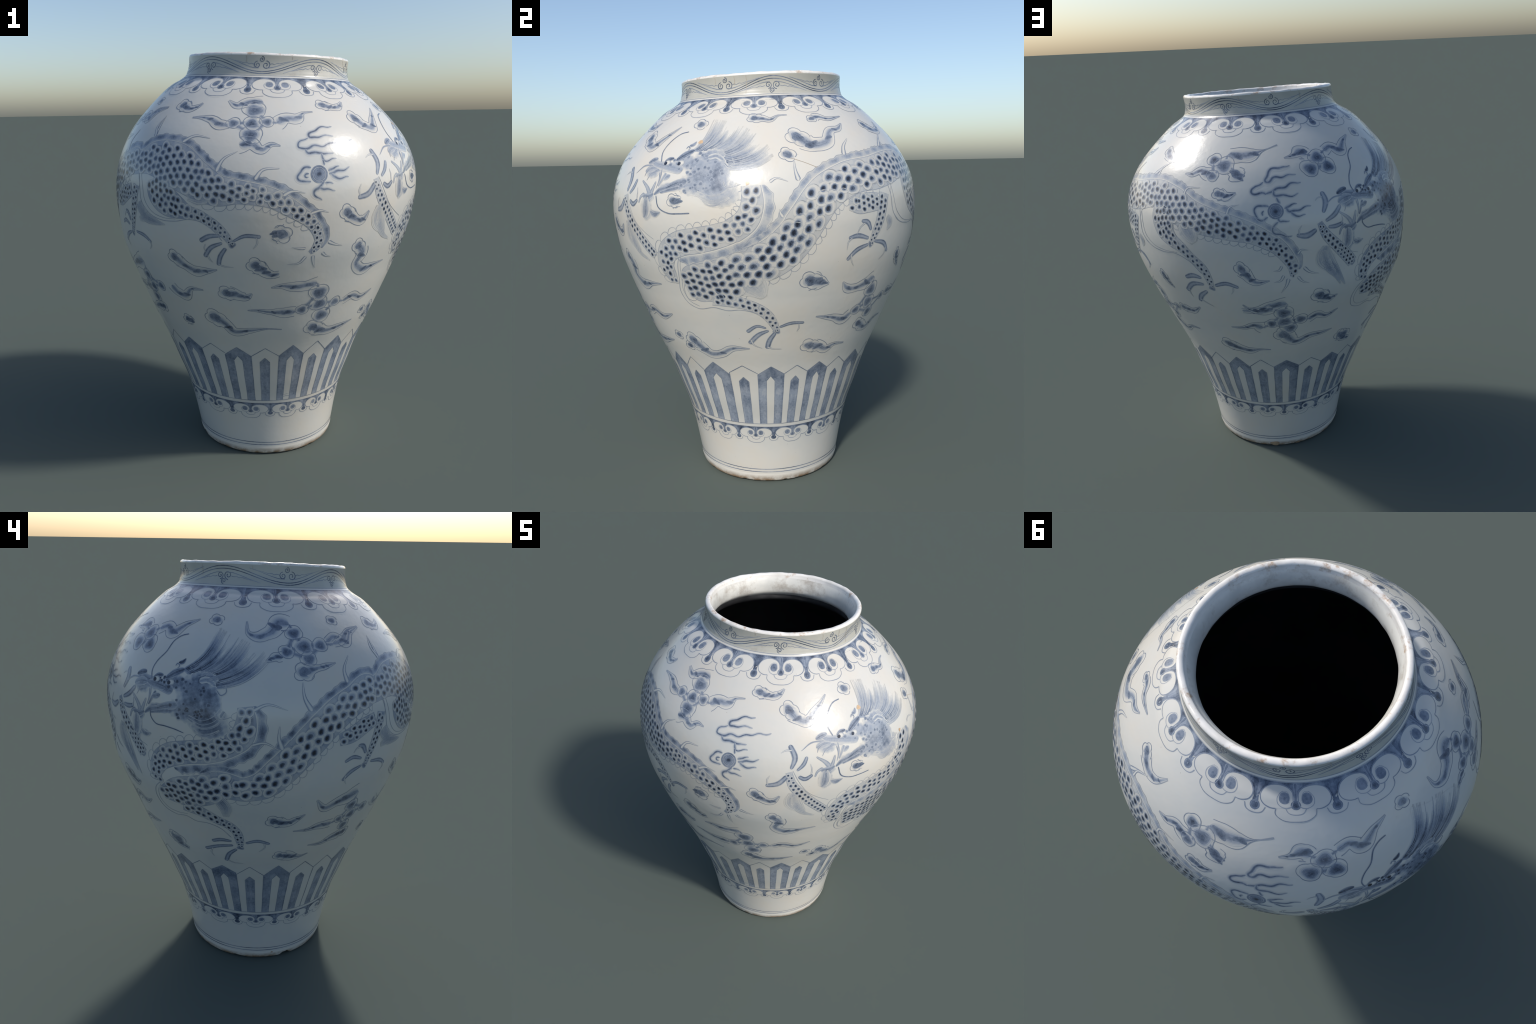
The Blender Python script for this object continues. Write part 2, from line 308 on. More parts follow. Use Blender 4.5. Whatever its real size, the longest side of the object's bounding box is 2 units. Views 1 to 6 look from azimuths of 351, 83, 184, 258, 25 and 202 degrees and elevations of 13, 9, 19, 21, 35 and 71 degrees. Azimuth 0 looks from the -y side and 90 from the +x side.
WEST_DRAGON = [
    ("torso", [(222.0, 1.035, 27), (230.2, 1.065, 72), (239.1, 1.095, 75), (246.5, 1.133, 63), (253.9, 1.123, 55), (259.8, 1.146, 63), (265.3, 1.212, 68), (270.1, 1.280, 68), (274.2, 1.340, 69), (278.5, 1.396, 67), (283.0, 1.442, 65), (288.9, 1.482, 61), (295.9, 1.514, 63), (298.2, 1.513, 54), (307.6, 1.538, 75), (318.8, 1.518, 91), (327.8, 1.465, 77), (334.9, 1.429, 62), (341.4, 1.425, 47), (347.6, 1.415, 41), (352.3, 1.399, 38), (356.7, 1.368, 35), (360.9, 1.332, 30), (364.3, 1.295, 24), (366.6, 1.252, 20), (367.6, 1.214, 19), (366.7, 1.180, 16), (365.0, 1.158, 8)]),
    ("haunch", [(310.2, 1.463, 48), (312.7, 1.412, 65), (316.9, 1.375, 65), (321.4, 1.352, 47), (325.2, 1.336, 29), (328.8, 1.327, 23), (332.2, 1.304, 21), (335.4, 1.275, 19), (338.1, 1.235, 14), (339.6, 1.203, 8)]),
    ("toe", [(339.9, 1.219, 4), (343.4, 1.243, 7), (348.8, 1.240, 7)]),
    ("talon", [(347.4, 1.236, 2), (347.7, 1.213, 3), (346.5, 1.186, 1)]),
    ("toe", [(336.2, 1.243, 5), (332.0, 1.238, 9), (328.7, 1.214, 9)]),
    ("toe", [(336.4, 1.211, 5), (332.3, 1.185, 9), (330.0, 1.141, 9)]),
    ("talon", [(330.6, 1.202, 2), (330.1, 1.183, 2), (330.5, 1.164, 1)]),
    ("talon", [(331.2, 1.150, 3), (331.6, 1.133, 3), (332.7, 1.117, 1)]),
    ("toe", [(337.5, 1.188, 7), (335.4, 1.144, 9), (334.6, 1.103, 8)]),
    ("talon", [(334.8, 1.108, 3), (336.6, 1.100, 3), (339.9, 1.096, 1)]),
    ("crest_horn", [(304.2, 1.621, 12), (304.1, 1.662, 7), (304.1, 1.707, 1)]),
    ("crest_horn", [(319.4, 1.609, 11), (323.2, 1.633, 7), (330.1, 1.628, 1)]),
    ("crest_horn", [(334.1, 1.503, 12), (336.0, 1.550, 7), (340.6, 1.582, 1)]),
    ("crest_horn", [(346.6, 1.475, 12), (348.7, 1.510, 7), (354.2, 1.518, 2)]),
    ("crest_horn", [(355.4, 1.411, 11), (357.6, 1.426, 7), (2.2, 1.420, 1)]),
    ("crest_horn", [(4.1, 1.334, 9), (7.1, 1.343, 6), (10.0, 1.334, 1)]),
    ("crest_horn", [(11.0, 1.203, 10), (13.4, 1.188, 6), (16.4, 1.177, 1)]),
    ("crest_horn", [(9.3, 1.155, 9), (10.7, 1.139, 5), (12.7, 1.131, 1)]),
    ("crest_horn", [(6.2, 1.145, 9), (6.6, 1.115, 6), (7.6, 1.083, 1)]),
    ("crest_horn", [(3.8, 1.143, 9), (2.0, 1.115, 6), (357.6, 1.108, 1)]),
    ("crest_horn", [(3.4, 1.181, 7), (1.8, 1.181, 5), (358.7, 1.189, 1)]),
    ("fur", [(324.8, 1.407, 25), (328.5, 1.405, 38), (332.0, 1.387, 17)]),
    ("fur", [(302.9, 1.357, 14), (305.4, 1.300, 25), (310.2, 1.282, 18), (315.4, 1.273, 2)]),
    ("neck", [(253.2, 1.464, 28), (253.8, 1.417, 39), (252.8, 1.355, 48), (248.9, 1.315, 48), (242.4, 1.282, 49), (235.1, 1.263, 49), (228.7, 1.237, 50), (223.9, 1.193, 43), (222.0, 1.143, 33), (222.4, 1.102, 18)]),
    ("foreleg", [(230.7, 1.006, 40), (237.5, 0.981, 31), (243.2, 0.948, 24), (247.7, 0.921, 22), (250.4, 0.882, 20), (251.2, 0.839, 18), (251.4, 0.794, 9)]),
    ("raised_leg", [(203.4, 1.419, 11), (205.6, 1.362, 22), (209.3, 1.310, 26), (213.4, 1.254, 29), (216.4, 1.207, 28)]),
    ("far_thigh", [(283.6, 1.335, 19), (288.0, 1.350, 26), (293.2, 1.380, 26), (297.7, 1.401, 21)]),
    ("far_leg", [(300.6, 1.424, 17), (299.9, 1.376, 17), (299.0, 1.331, 16), (297.6, 1.271, 13), (295.7, 1.200, 7)]),
    ("toe", [(253.6, 0.823, 6), (258.5, 0.838, 8), (263.6, 0.820, 6)]),
    ("talon", [(261.2, 0.822, 3), (261.5, 0.798, 3), (259.1, 0.771, 1)]),
    ("toe", [(247.9, 0.830, 5), (243.5, 0.832, 9), (239.2, 0.817, 7)]),
    ("toe", [(248.3, 0.805, 5), (241.5, 0.789, 8), (235.2, 0.760, 8)]),
    ("talon", [(238.9, 0.772, 3), (237.7, 0.744, 3), (238.6, 0.717, 1)]),
    ("toe", [(249.7, 0.784, 6), (246.2, 0.749, 9), (244.1, 0.698, 9)]),
    ("talon", [(244.9, 0.705, 3), (247.5, 0.692, 3), (251.9, 0.689, 1)]),
    ("toe", [(205.1, 1.457, 7), (206.6, 1.506, 12), (205.7, 1.545, 9)]),
    ("talon", [(205.5, 1.524, 3), (203.7, 1.521, 2), (202.7, 1.511, 1)]),
    ("toe", [(205.7, 1.421, 6), (209.5, 1.445, 10), (212.2, 1.480, 8)]),
    ("toe", [(206.5, 1.394, 6), (209.3, 1.393, 9), (212.5, 1.402, 7)]),
    ("talon", [(211.8, 1.402, 3), (212.4, 1.417, 2), (212.1, 1.435, 1)]),
    ("toe", [(202.1, 1.390, 8), (198.5, 1.368, 12), (194.9, 1.373, 7)]),
    ("talon", [(195.8, 1.376, 3), (195.9, 1.394, 3), (197.0, 1.415, 1)]),
    ("toe", [(293.7, 1.237, 5), (289.8, 1.250, 8), (286.8, 1.234, 6)]),
    ("toe", [(295.2, 1.258, 6), (293.4, 1.295, 9), (291.4, 1.302, 5)]),
    ("talon", [(292.6, 1.293, 3), (290.9, 1.289, 3), (289.8, 1.269, 1)]),
    ("toe", [(294.2, 1.202, 5), (289.8, 1.178, 9), (287.1, 1.143, 6)]),
    ("talon", [(288.1, 1.167, 3), (288.1, 1.146, 3), (289.3, 1.120, 1)]),
    ("toe", [(298.4, 1.212, 5), (303.8, 1.201, 8), (307.3, 1.176, 5)]),
    ("talon", [(306.0, 1.183, 3), (306.9, 1.162, 3), (305.6, 1.140, 1)]),
    ("crest_horn", [(286.8, 1.548, 14), (286.2, 1.591, 8), (289.4, 1.642, 2)]),
    ("crest_horn", [(273.7, 1.454, 14), (271.4, 1.501, 8), (270.9, 1.554, 2)]),
    ("crest_horn", [(304.4, 1.626, 10), (302.6, 1.665, 6), (304.2, 1.707, 1)]),
    ("crest_horn", [(265.2, 1.309, 14), (263.9, 1.353, 8), (263.9, 1.399, 2)]),
    ("crest_horn", [(255.9, 1.324, 8), (259.5, 1.334, 6), (263.9, 1.309, 2)]),
    ("crest_horn", [(255.7, 1.452, 9), (259.6, 1.475, 6), (266.2, 1.457, 1)]),
    ("fur", [(239.8, 1.063, 13), (244.3, 1.067, 26), (246.9, 1.023, 30), (246.9, 0.973, 13)]),
    ("fur", [(244.3, 1.072, 13), (249.9, 1.118, 17), (254.9, 1.139, 8)]),
    ("fur", [(205.5, 1.311, 19), (205.0, 1.257, 47), (209.3, 1.186, 21), (213.4, 1.101, 3)]),
    ("fur", [(204.4, 1.290, 18), (206.1, 1.211, 23), (209.3, 1.155, 11), (211.4, 1.109, 3)]),
    ("fur", [(301.4, 1.343, 17), (305.4, 1.298, 27), (302.3, 1.278, 11)]),
    ("edge", [(224.6, 1.112, 3), (219.3, 1.051, 3), (218.2, 1.010, 3), (219.8, 0.956, 3), (225.4, 0.931, 3), (230.5, 0.937, 3), (234.2, 0.920, 3), (239.0, 0.921, 3), (243.8, 0.902, 3), (247.9, 0.853, 3)]),
    ("edge", [(222.9, 1.085, 2), (220.3, 1.039, 2), (219.8, 1.000, 2), (222.1, 0.959, 2), (226.9, 0.948, 2), (231.3, 0.952, 2)]),
    ("edge", [(300.5, 1.502, 3), (302.8, 1.425, 3), (304.2, 1.359, 3), (307.9, 1.317, 3), (313.7, 1.294, 3), (319.9, 1.295, 3), (325.5, 1.308, 3), (329.8, 1.298, 3), (334.2, 1.256, 3), (336.4, 1.220, 3)]),
    ("edge", [(302.3, 1.500, 2), (304.5, 1.428, 2), (306.3, 1.362, 2), (309.6, 1.324, 2), (314.8, 1.305, 2), (320.0, 1.304, 2)]),
    ("edge", [(206.1, 1.383, 2), (208.3, 1.347, 2), (211.6, 1.303, 2), (215.2, 1.267, 2), (219.0, 1.249, 2)]),
    ("edge", [(301.0, 1.553, 2), (300.0, 1.505, 2), (302.4, 1.454, 2), (302.6, 1.408, 2)]),
    ("mane_roots", [(231.8, 1.585, 1), (234.6, 1.567, 1), (238.6, 1.554, 1), (241.2, 1.542, 1), (242.6, 1.512, 1)]),
    ("mane_tips", [(239.7, 1.724, 1), (245.4, 1.700, 1), (250.6, 1.682, 1), (257.3, 1.651, 1), (259.5, 1.611, 1)]),
    ("mane_whisker", [(219.5, 1.520, 3), (218.5, 1.555, 3), (219.3, 1.587, 3), (221.9, 1.625, 3), (224.0, 1.675, 3), (226.4, 1.691, 3), (228.7, 1.697, 3)]),
    ("mane_whisker", [(221.2, 1.412, 3), (221.1, 1.387, 3), (223.2, 1.359, 3), (227.4, 1.355, 3), (231.3, 1.350, 3), (234.2, 1.342, 2)]),
]

DRAGON_HEAD = [
    ("brow", [(4.5, 0.011, 8), (7.6, 0.034, 16), (10.9, 0.052, 9)]),
    ("brow", [(-0.8, 0.006, 5), (1.0, 0.017, 10), (3.2, 0.020, 6)]),
    ("nose", [(-9.3, 0.004, 7), (-6.9, 0.015, 13), (-4.7, 0.021, 8)]),
    ("muzzle", [(-9.4, -0.032, 11), (-6.4, -0.019, 20), (-3.3, -0.015, 13)]),
    ("muzzle", [(-2.8, -0.015, 11), (0.7, -0.016, 19), (5.0, -0.022, 15)]),
    ("muzzle", [(0.2, -0.064, 8), (1.9, -0.060, 12), (3.5, -0.052, 7)]),
    ("whiskerhair", [(-6.4, -0.006, 3), (-11.1, -0.009, 4), (-15.0, -0.040, 1)]),
    ("whiskerhair", [(-6.8, -0.023, 3), (-8.6, -0.036, 3), (-9.0, -0.054, 1)]),
    ("whiskerhair", [(-2.7, -0.033, 3), (-5.9, -0.046, 3), (-7.3, -0.072, 1)]),
    ("whiskerhair", [(-1.5, -0.037, 3), (-1.1, -0.073, 3), (-1.9, -0.108, 1)]),
    ("whiskerhair", [(-0.9, -0.024, 3), (-0.7, -0.060, 3), (-1.4, -0.095, 1)]),
    ("whisker", [(-2.4, 0.007, 3), (-3.9, 0.051, 3), (-2.6, 0.095, 3), (1.1, 0.128, 3), (4.2, 0.134, 3)]),
    ("whisker", [(-1.5, -0.139, 3), (-0.4, -0.188, 3), (3.4, -0.215, 3), (7.8, -0.218, 3), (11.7, -0.216, 3)]),
    ("jaw", [(-2.5, -0.135, 4), (-0.8, -0.119, 10), (2.7, -0.106, 12), (6.6, -0.089, 16), (10.4, -0.079, 17)]),
    ("cheek", [(5.3, -0.017, 25), (10.2, -0.015, 40), (16.9, -0.005, 41), (21.7, -0.007, 25)]),
    ("cheek", [(7.4, -0.087, 17), (12.3, -0.076, 45), (16.8, -0.056, 53), (21.9, -0.037, 33)]),
    ("cheek", [(9.2, -0.118, 10), (14.4, -0.115, 25), (19.4, -0.087, 37)]),
    ("beard_hair", [(14.4, -0.124, 21), (19.5, -0.147, 33), (23.8, -0.127, 36), (26.3, -0.082, 28)]),
    ("beard_hair", [(16.5, -0.159, 8), (18.5, -0.177, 11), (21.8, -0.174, 9), (25.0, -0.153, 4)]),
    ("tongue", [(-9.5, -0.072, 4), (-5.9, -0.108, 10), (-4.5, -0.135, 13)]),
    ("tongue", [(-2.4, -0.077, 4), (-3.3, -0.108, 8), (-4.2, -0.135, 11)]),
    ("tongue", [(-10.2, -0.172, 4), (-9.2, -0.144, 6), (-7.2, -0.131, 9)]),
    ("chin", [(-8.1, -0.140, 10), (-4.9, -0.144, 13), (-2.8, -0.130, 6)]),
    ("goatee", [(-6.4, -0.144, 17), (-6.5, -0.185, 27), (-6.9, -0.217, 25), (-7.7, -0.238, 9)]),
    ("goatee", [(-4.3, -0.207, 13), (-2.4, -0.221, 15), (0.4, -0.213, 3)]),
    ("horn_curl", [(23.1, -0.008, 4), (24.7, -0.025, 4), (26.2, -0.013, 3), (25.7, 0.013, 2)]),
    ("horn_curl", [(23.1, -0.084, 3), (23.8, -0.106, 3), (25.7, -0.109, 3), (28.6, -0.098, 1)]),
    ("ear", [(17.0, 0.017, 12), (19.8, 0.024, 12), (22.6, 0.006, 8)]),
    ("nostril", [(7.0, 0.060, 4), (7.6, 0.069, 4), (8.6, 0.059, 3), (8.0, 0.053, 2)]),
    ("nose", [(7.9, 0.071, 6), (9.5, 0.076, 9), (10.3, 0.089, 3)]),
    ("cheek", [(-0.4, 0.002, 13), (5.6, 0.004, 19), (11.0, 0.019, 29), (16.5, 0.021, 29)]),
    ("muzzle", [(-6.3, 0.003, 13), (-2.6, -0.006, 17), (2.6, -0.017, 21), (8.1, -0.031, 21)]),
    ("muzzle", [(1.5, -0.042, 8), (0.3, -0.069, 7), (-1.0, -0.099, 4)]),
    ("jaw", [(0.2, -0.126, 5), (4.4, -0.113, 8), (7.6, -0.105, 10)]),
    ("wash", [(16.4, -0.022, 83), (16.4, -0.022, 62)]),
    ("wash", [(14.9, -0.092, 92), (14.9, -0.092, 47)]),
    ("wash", [(22.0, -0.067, 39), (22.0, -0.067, 69)]),
    ("wash", [(8.2, 0.001, 59), (8.2, 0.001, 29)]),
    ("wash", [(0.2, -0.016, 64), (0.2, -0.016, 21)]),
    ("wash", [(-6.3, -0.001, 31), (-6.3, -0.001, 24)]),
    ("wash", [(-5.1, -0.037, 39), (-5.1, -0.037, 23)]),
    ("wash", [(21.8, -0.144, 71), (21.8, -0.144, 47)]),
    ("wash", [(4.3, -0.102, 63), (4.3, -0.102, 18)]),
    ("wash", [(-4.9, -0.146, 27), (-4.9, -0.146, 21)]),
    ("wash", [(-6.3, -0.196, 32), (-6.3, -0.196, 50)]),
    ("wash", [(-2.4, -0.218, 27), (-2.4, -0.218, 15)]),
    ("wash", [(18.6, 0.029, 54), (18.6, 0.029, 23)]),
]

CLOUDS = [
    ("wisp", [(348.5, 1.772, 17), (343.1, 1.771, 15), (337.1, 1.757, 9), (333.0, 1.775, 3)]),
    ("wisp", [(336.3, 1.678, 8), (332.7, 1.681, 13), (327.0, 1.702, 9), (323.1, 1.706, 4), (319.3, 1.704, 1)]),
    ("wisp", [(353.9, 1.691, 18), (357.2, 1.708, 14), (2.3, 1.712, 13), (4.9, 1.731, 4), (9.3, 1.737, 1)]),
    ("wisp", [(340.9, 1.607, 19), (345.1, 1.610, 14), (348.6, 1.589, 9), (351.9, 1.609, 5), (354.7, 1.604, 1)]),
    ("orb", [(345.0, 1.742, 39)]),
    ("orb", [(344.9, 1.689, 30)]),
    ("orb", [(337.5, 1.688, 24)]),
    ("orb", [(350.2, 1.696, 23)]),
    ("orb", [(344.7, 1.645, 36)]),
    ("cloud", [(310.7, 1.751, 27), (315.8, 1.738, 11), (319.0, 1.747, 7), (321.0, 1.762, 3)]),
    ("cloud", [(15.3, 1.765, 23), (19.6, 1.757, 11), (23.4, 1.759, 10), (26.9, 1.781, 2)]),
    ("cloud", [(28.9, 1.710, 31), (31.9, 1.682, 16), (35.4, 1.670, 16), (39.5, 1.700, 11), (46.1, 1.754, 1)]),
    ("cloud", [(56.5, 1.759, 24)]),
    ("cloud", [(80.9, 1.775, 23), (84.3, 1.771, 11), (87.2, 1.765, 8), (91.5, 1.782, 3), (95.4, 1.784, 1)]),
    ("cloud", [(106.3, 1.763, 17), (109.7, 1.771, 11), (113.4, 1.762, 8), (122.7, 1.770, 1)]),
    ("cloud", [(97.2, 1.684, 37), (102.2, 1.648, 22), (107.9, 1.659, 18), (112.2, 1.707, 12), (116.4, 1.715, 9), (120.0, 1.738, 1)]),
    ("cloud", [(92.2, 1.612, 25)]),
    ("cloud", [(134.7, 1.729, 23), (138.4, 1.706, 15), (144.2, 1.706, 10), (148.6, 1.744, 2)]),
    ("cloud", [(167.9, 1.562, 21), (171.5, 1.553, 11), (174.6, 1.565, 2)]),
    ("cloud", [(238.3, 1.755, 22)]),
    ("cloud", [(288.5, 1.765, 19)]),
    ("orb", [(164.0, 1.701, 27)]),
    ("orb", [(168.9, 1.678, 38)]),
    ("orb", [(164.7, 1.637, 24)]),
    ("wisp", [(163.6, 1.639, 18), (159.0, 1.656, 11), (155.0, 1.642, 7), (151.9, 1.643, 1)]),
    ("wisp", [(169.9, 1.720, 19), (175.5, 1.714, 21), (181.3, 1.719, 16), (184.0, 1.726, 5), (192.0, 1.747, 1)]),
    ("wisp", [(173.5, 1.658, 16), (175.4, 1.629, 18), (176.6, 1.616, 3)]),
    ("orb", [(208.1, 1.684, 34)]),
    ("orb", [(203.4, 1.643, 35)]),
    ("orb", [(211.3, 1.644, 34)]),
    ("wisp", [(203.9, 1.697, 16), (201.4, 1.711, 19), (197.8, 1.699, 7), (193.9, 1.693, 1)]),
    ("wisp", [(212.4, 1.704, 14), (216.4, 1.716, 12), (220.3, 1.698, 16), (225.9, 1.731, 8), (230.8, 1.752, 1)]),
    ("orb", [(272.4, 1.676, 35)]),
    ("orb", [(279.0, 1.681, 27)]),
    ("orb", [(266.2, 1.658, 25)]),
    ("orb", [(269.7, 1.721, 29)]),
    ("orb", [(273.7, 1.635, 27)]),
    ("wisp", [(268.2, 1.750, 19), (264.5, 1.756, 21), (260.6, 1.720, 16), (255.6, 1.705, 12), (252.5, 1.714, 6), (251.1, 1.755, 1)]),
    ("wisp", [(282.2, 1.691, 10), (286.6, 1.708, 10), (289.9, 1.689, 13), (294.6, 1.720, 8), (301.3, 1.739, 1)]),
    ("wisp", [(264.6, 1.639, 11), (262.5, 1.639, 10), (259.1, 1.622, 3)]),
    ("cloud", [(271.8, 1.590, 31), (276.2, 1.602, 8), (279.3, 1.608, 7), (283.5, 1.619, 1)]),
    ("cloud", [(53.6, 1.434, 22), (56.6, 1.429, 11)]),
    ("cloud", [(16.8, 1.324, 27), (19.8, 1.293, 13), (22.9, 1.283, 12), (25.5, 1.320, 2)]),
    ("cloud", [(355.3, 1.250, 30), (352.6, 1.258, 12)]),
    ("cloud", [(23.7, 1.160, 27), (26.1, 1.125, 19), (24.6, 1.078, 15), (29.8, 1.035, 16), (34.8, 1.043, 8), (41.6, 1.050, 1)]),
    ("cloud", [(317.8, 1.122, 28), (321.6, 1.087, 14), (326.3, 1.066, 15), (330.0, 1.071, 9), (333.9, 1.080, 1)]),
    ("cloud", [(347.4, 1.106, 29), (349.8, 1.083, 16), (353.0, 1.059, 11), (355.4, 1.065, 9)]),
    ("cloud", [(336.6, 0.964, 29), (340.9, 0.956, 15), (343.9, 0.946, 11), (346.0, 0.966, 2)]),
    ("cloud", [(314.9, 0.784, 23), (317.3, 0.769, 6)]),
    ("cloud", [(329.7, 0.821, 37), (333.9, 0.791, 16), (336.7, 0.753, 15), (344.1, 0.761, 9), (352.7, 0.772, 2), (358.1, 0.766, 1)]),
    ("wisp", [(312.1, 0.968, 16), (313.9, 0.939, 14), (317.7, 0.925, 14), (321.8, 0.966, 6), (327.1, 0.970, 1)]),
    ("orb", [(12.3, 0.894, 34)]),
    ("orb", [(11.4, 0.953, 38)]),
    ("orb", [(19.8, 0.890, 23)]),
    ("orb", [(5.7, 0.871, 24)]),
    ("orb", [(14.8, 0.827, 35)]),
    ("wisp", [(9.9, 1.003, 16), (6.0, 0.998, 13), (1.5, 0.993, 13), (356.9, 1.002, 7), (352.9, 0.995, 1)]),
    ("wisp", [(2.8, 0.860, 14), (357.8, 0.862, 14), (352.8, 0.865, 7), (348.4, 0.874, 4), (343.9, 0.875, 1)]),
    ("wisp", [(23.9, 0.883, 10), (28.4, 0.900, 11), (34.6, 0.877, 9), (41.7, 0.900, 1)]),
    ("cloud", [(12.4, 0.760, 33), (18.5, 0.729, 16), (25.0, 0.732, 12), (35.1, 0.751, 1)]),
    ("cloud", [(49.0, 0.777, 31), (52.7, 0.739, 19), (55.9, 0.716, 15), (61.9, 0.724, 12), (66.8, 0.751, 10), (75.1, 0.756, 1)]),
    ("cloud", [(40.7, 0.791, 19)]),
    ("cloud", [(45.7, 0.743, 19)]),
    ("cloud", [(98.1, 1.074, 33), (102.3, 1.060, 17), (105.1, 1.053, 2)]),
    ("cloud", [(101.6, 0.756, 30), (106.8, 0.743, 17), (110.5, 0.726, 13), (114.0, 0.740, 7), (120.8, 0.738, 1)]),
    ("orb", [(127.5, 0.932, 31)]),
    ("orb", [(126.4, 0.992, 33)]),
    ("orb", [(121.2, 0.903, 24)]),
    ("orb", [(130.0, 0.879, 26)]),
    ("orb", [(136.3, 0.942, 19)]),
    ("wisp", [(126.1, 1.050, 16), (122.2, 1.029, 16), (117.3, 1.014, 11), (112.9, 1.022, 11), (110.7, 1.051, 2)]),
    ("wisp", [(118.6, 0.891, 13), (116.0, 0.871, 14), (108.9, 0.888, 8), (102.0, 0.901, 1)]),
    ("cloud", [(126.8, 0.822, 26), (132.9, 0.792, 12), (140.5, 0.825, 5), (145.6, 0.828, 1)]),
    ("cloud", [(138.2, 1.134, 22), (139.8, 1.099, 10), (142.3, 1.072, 2)]),
    ("cloud", [(175.0, 1.224, 26), (176.8, 1.189, 16), (179.5, 1.160, 10), (184.6, 1.166, 1)]),
    ("cloud", [(141.6, 0.954, 21), (148.6, 0.955, 9), (152.9, 0.988, 2)]),
    ("cloud", [(161.2, 0.769, 31), (166.2, 0.749, 16), (171.9, 0.738, 13), (177.2, 0.748, 4), (182.3, 0.747, 1)]),
    ("cloud", [(203.2, 1.065, 32), (207.4, 1.040, 13), (210.7, 1.053, 1)]),
    ("cloud", [(220.7, 0.768, 31)]),
    ("orb", [(189.4, 0.932, 37)]),
    ("orb", [(189.2, 0.983, 37)]),
    ("orb", [(196.1, 0.938, 27)]),
    ("orb", [(183.8, 0.921, 26)]),
    ("orb", [(190.9, 0.889, 34)]),
    ("wisp", [(190.2, 1.039, 19), (185.4, 1.031, 17), (179.6, 1.007, 12), (172.4, 0.999, 8), (172.4, 0.999, 8)]),
    ("wisp", [(184.8, 1.014, 15), (179.8, 0.998, 12), (175.4, 1.009, 5), (173.1, 1.035, 1)]),
    ("wisp", [(179.8, 0.893, 23), (176.0, 0.909, 11), (172.6, 0.894, 7), (165.5, 0.889, 1)]),
    ("wisp", [(199.3, 0.929, 11), (203.3, 0.951, 11), (207.3, 0.934, 8), (212.6, 0.962, 1)]),
    ("cloud", [(189.1, 0.843, 39), (194.5, 0.794, 14), (200.8, 0.822, 10), (207.0, 0.826, 7), (212.0, 0.836, 1)]),
    ("cloud", [(218.5, 0.771, 29), (221.7, 0.740, 13), (225.8, 0.727, 6)]),
    ("cloud", [(264.5, 0.956, 27), (269.2, 0.944, 13), (272.9, 0.963, 9), (275.8, 0.986, 1)]),
    ("cloud", [(268.5, 0.741, 23), (273.9, 0.730, 17), (278.1, 0.721, 5), (282.0, 0.733, 1)]),
    ("orb", [(297.7, 0.930, 28)]),
    ("orb", [(296.5, 0.986, 29)]),
    ("orb", [(292.0, 0.920, 20)]),
    ("orb", [(296.7, 0.868, 26)]),
    ("orb", [(304.5, 0.948, 24)]),
    ("wisp", [(297.1, 1.060, 23), (292.1, 1.043, 20), (287.9, 1.027, 14), (283.1, 1.008, 11), (279.0, 1.059, 2)]),
    ("wisp", [(288.8, 0.903, 13), (283.0, 0.904, 11), (278.7, 0.892, 5), (272.3, 0.890, 1)]),
    ("cloud", [(298.6, 0.816, 24), (292.3, 0.804, 13), (287.9, 0.786, 7), (280.6, 0.787, 1)]),
    ("wisp", [(284.8, 1.683, 7), (289.9, 1.698, 11), (293.6, 1.725, 6), (301.2, 1.742, 1)]),
]

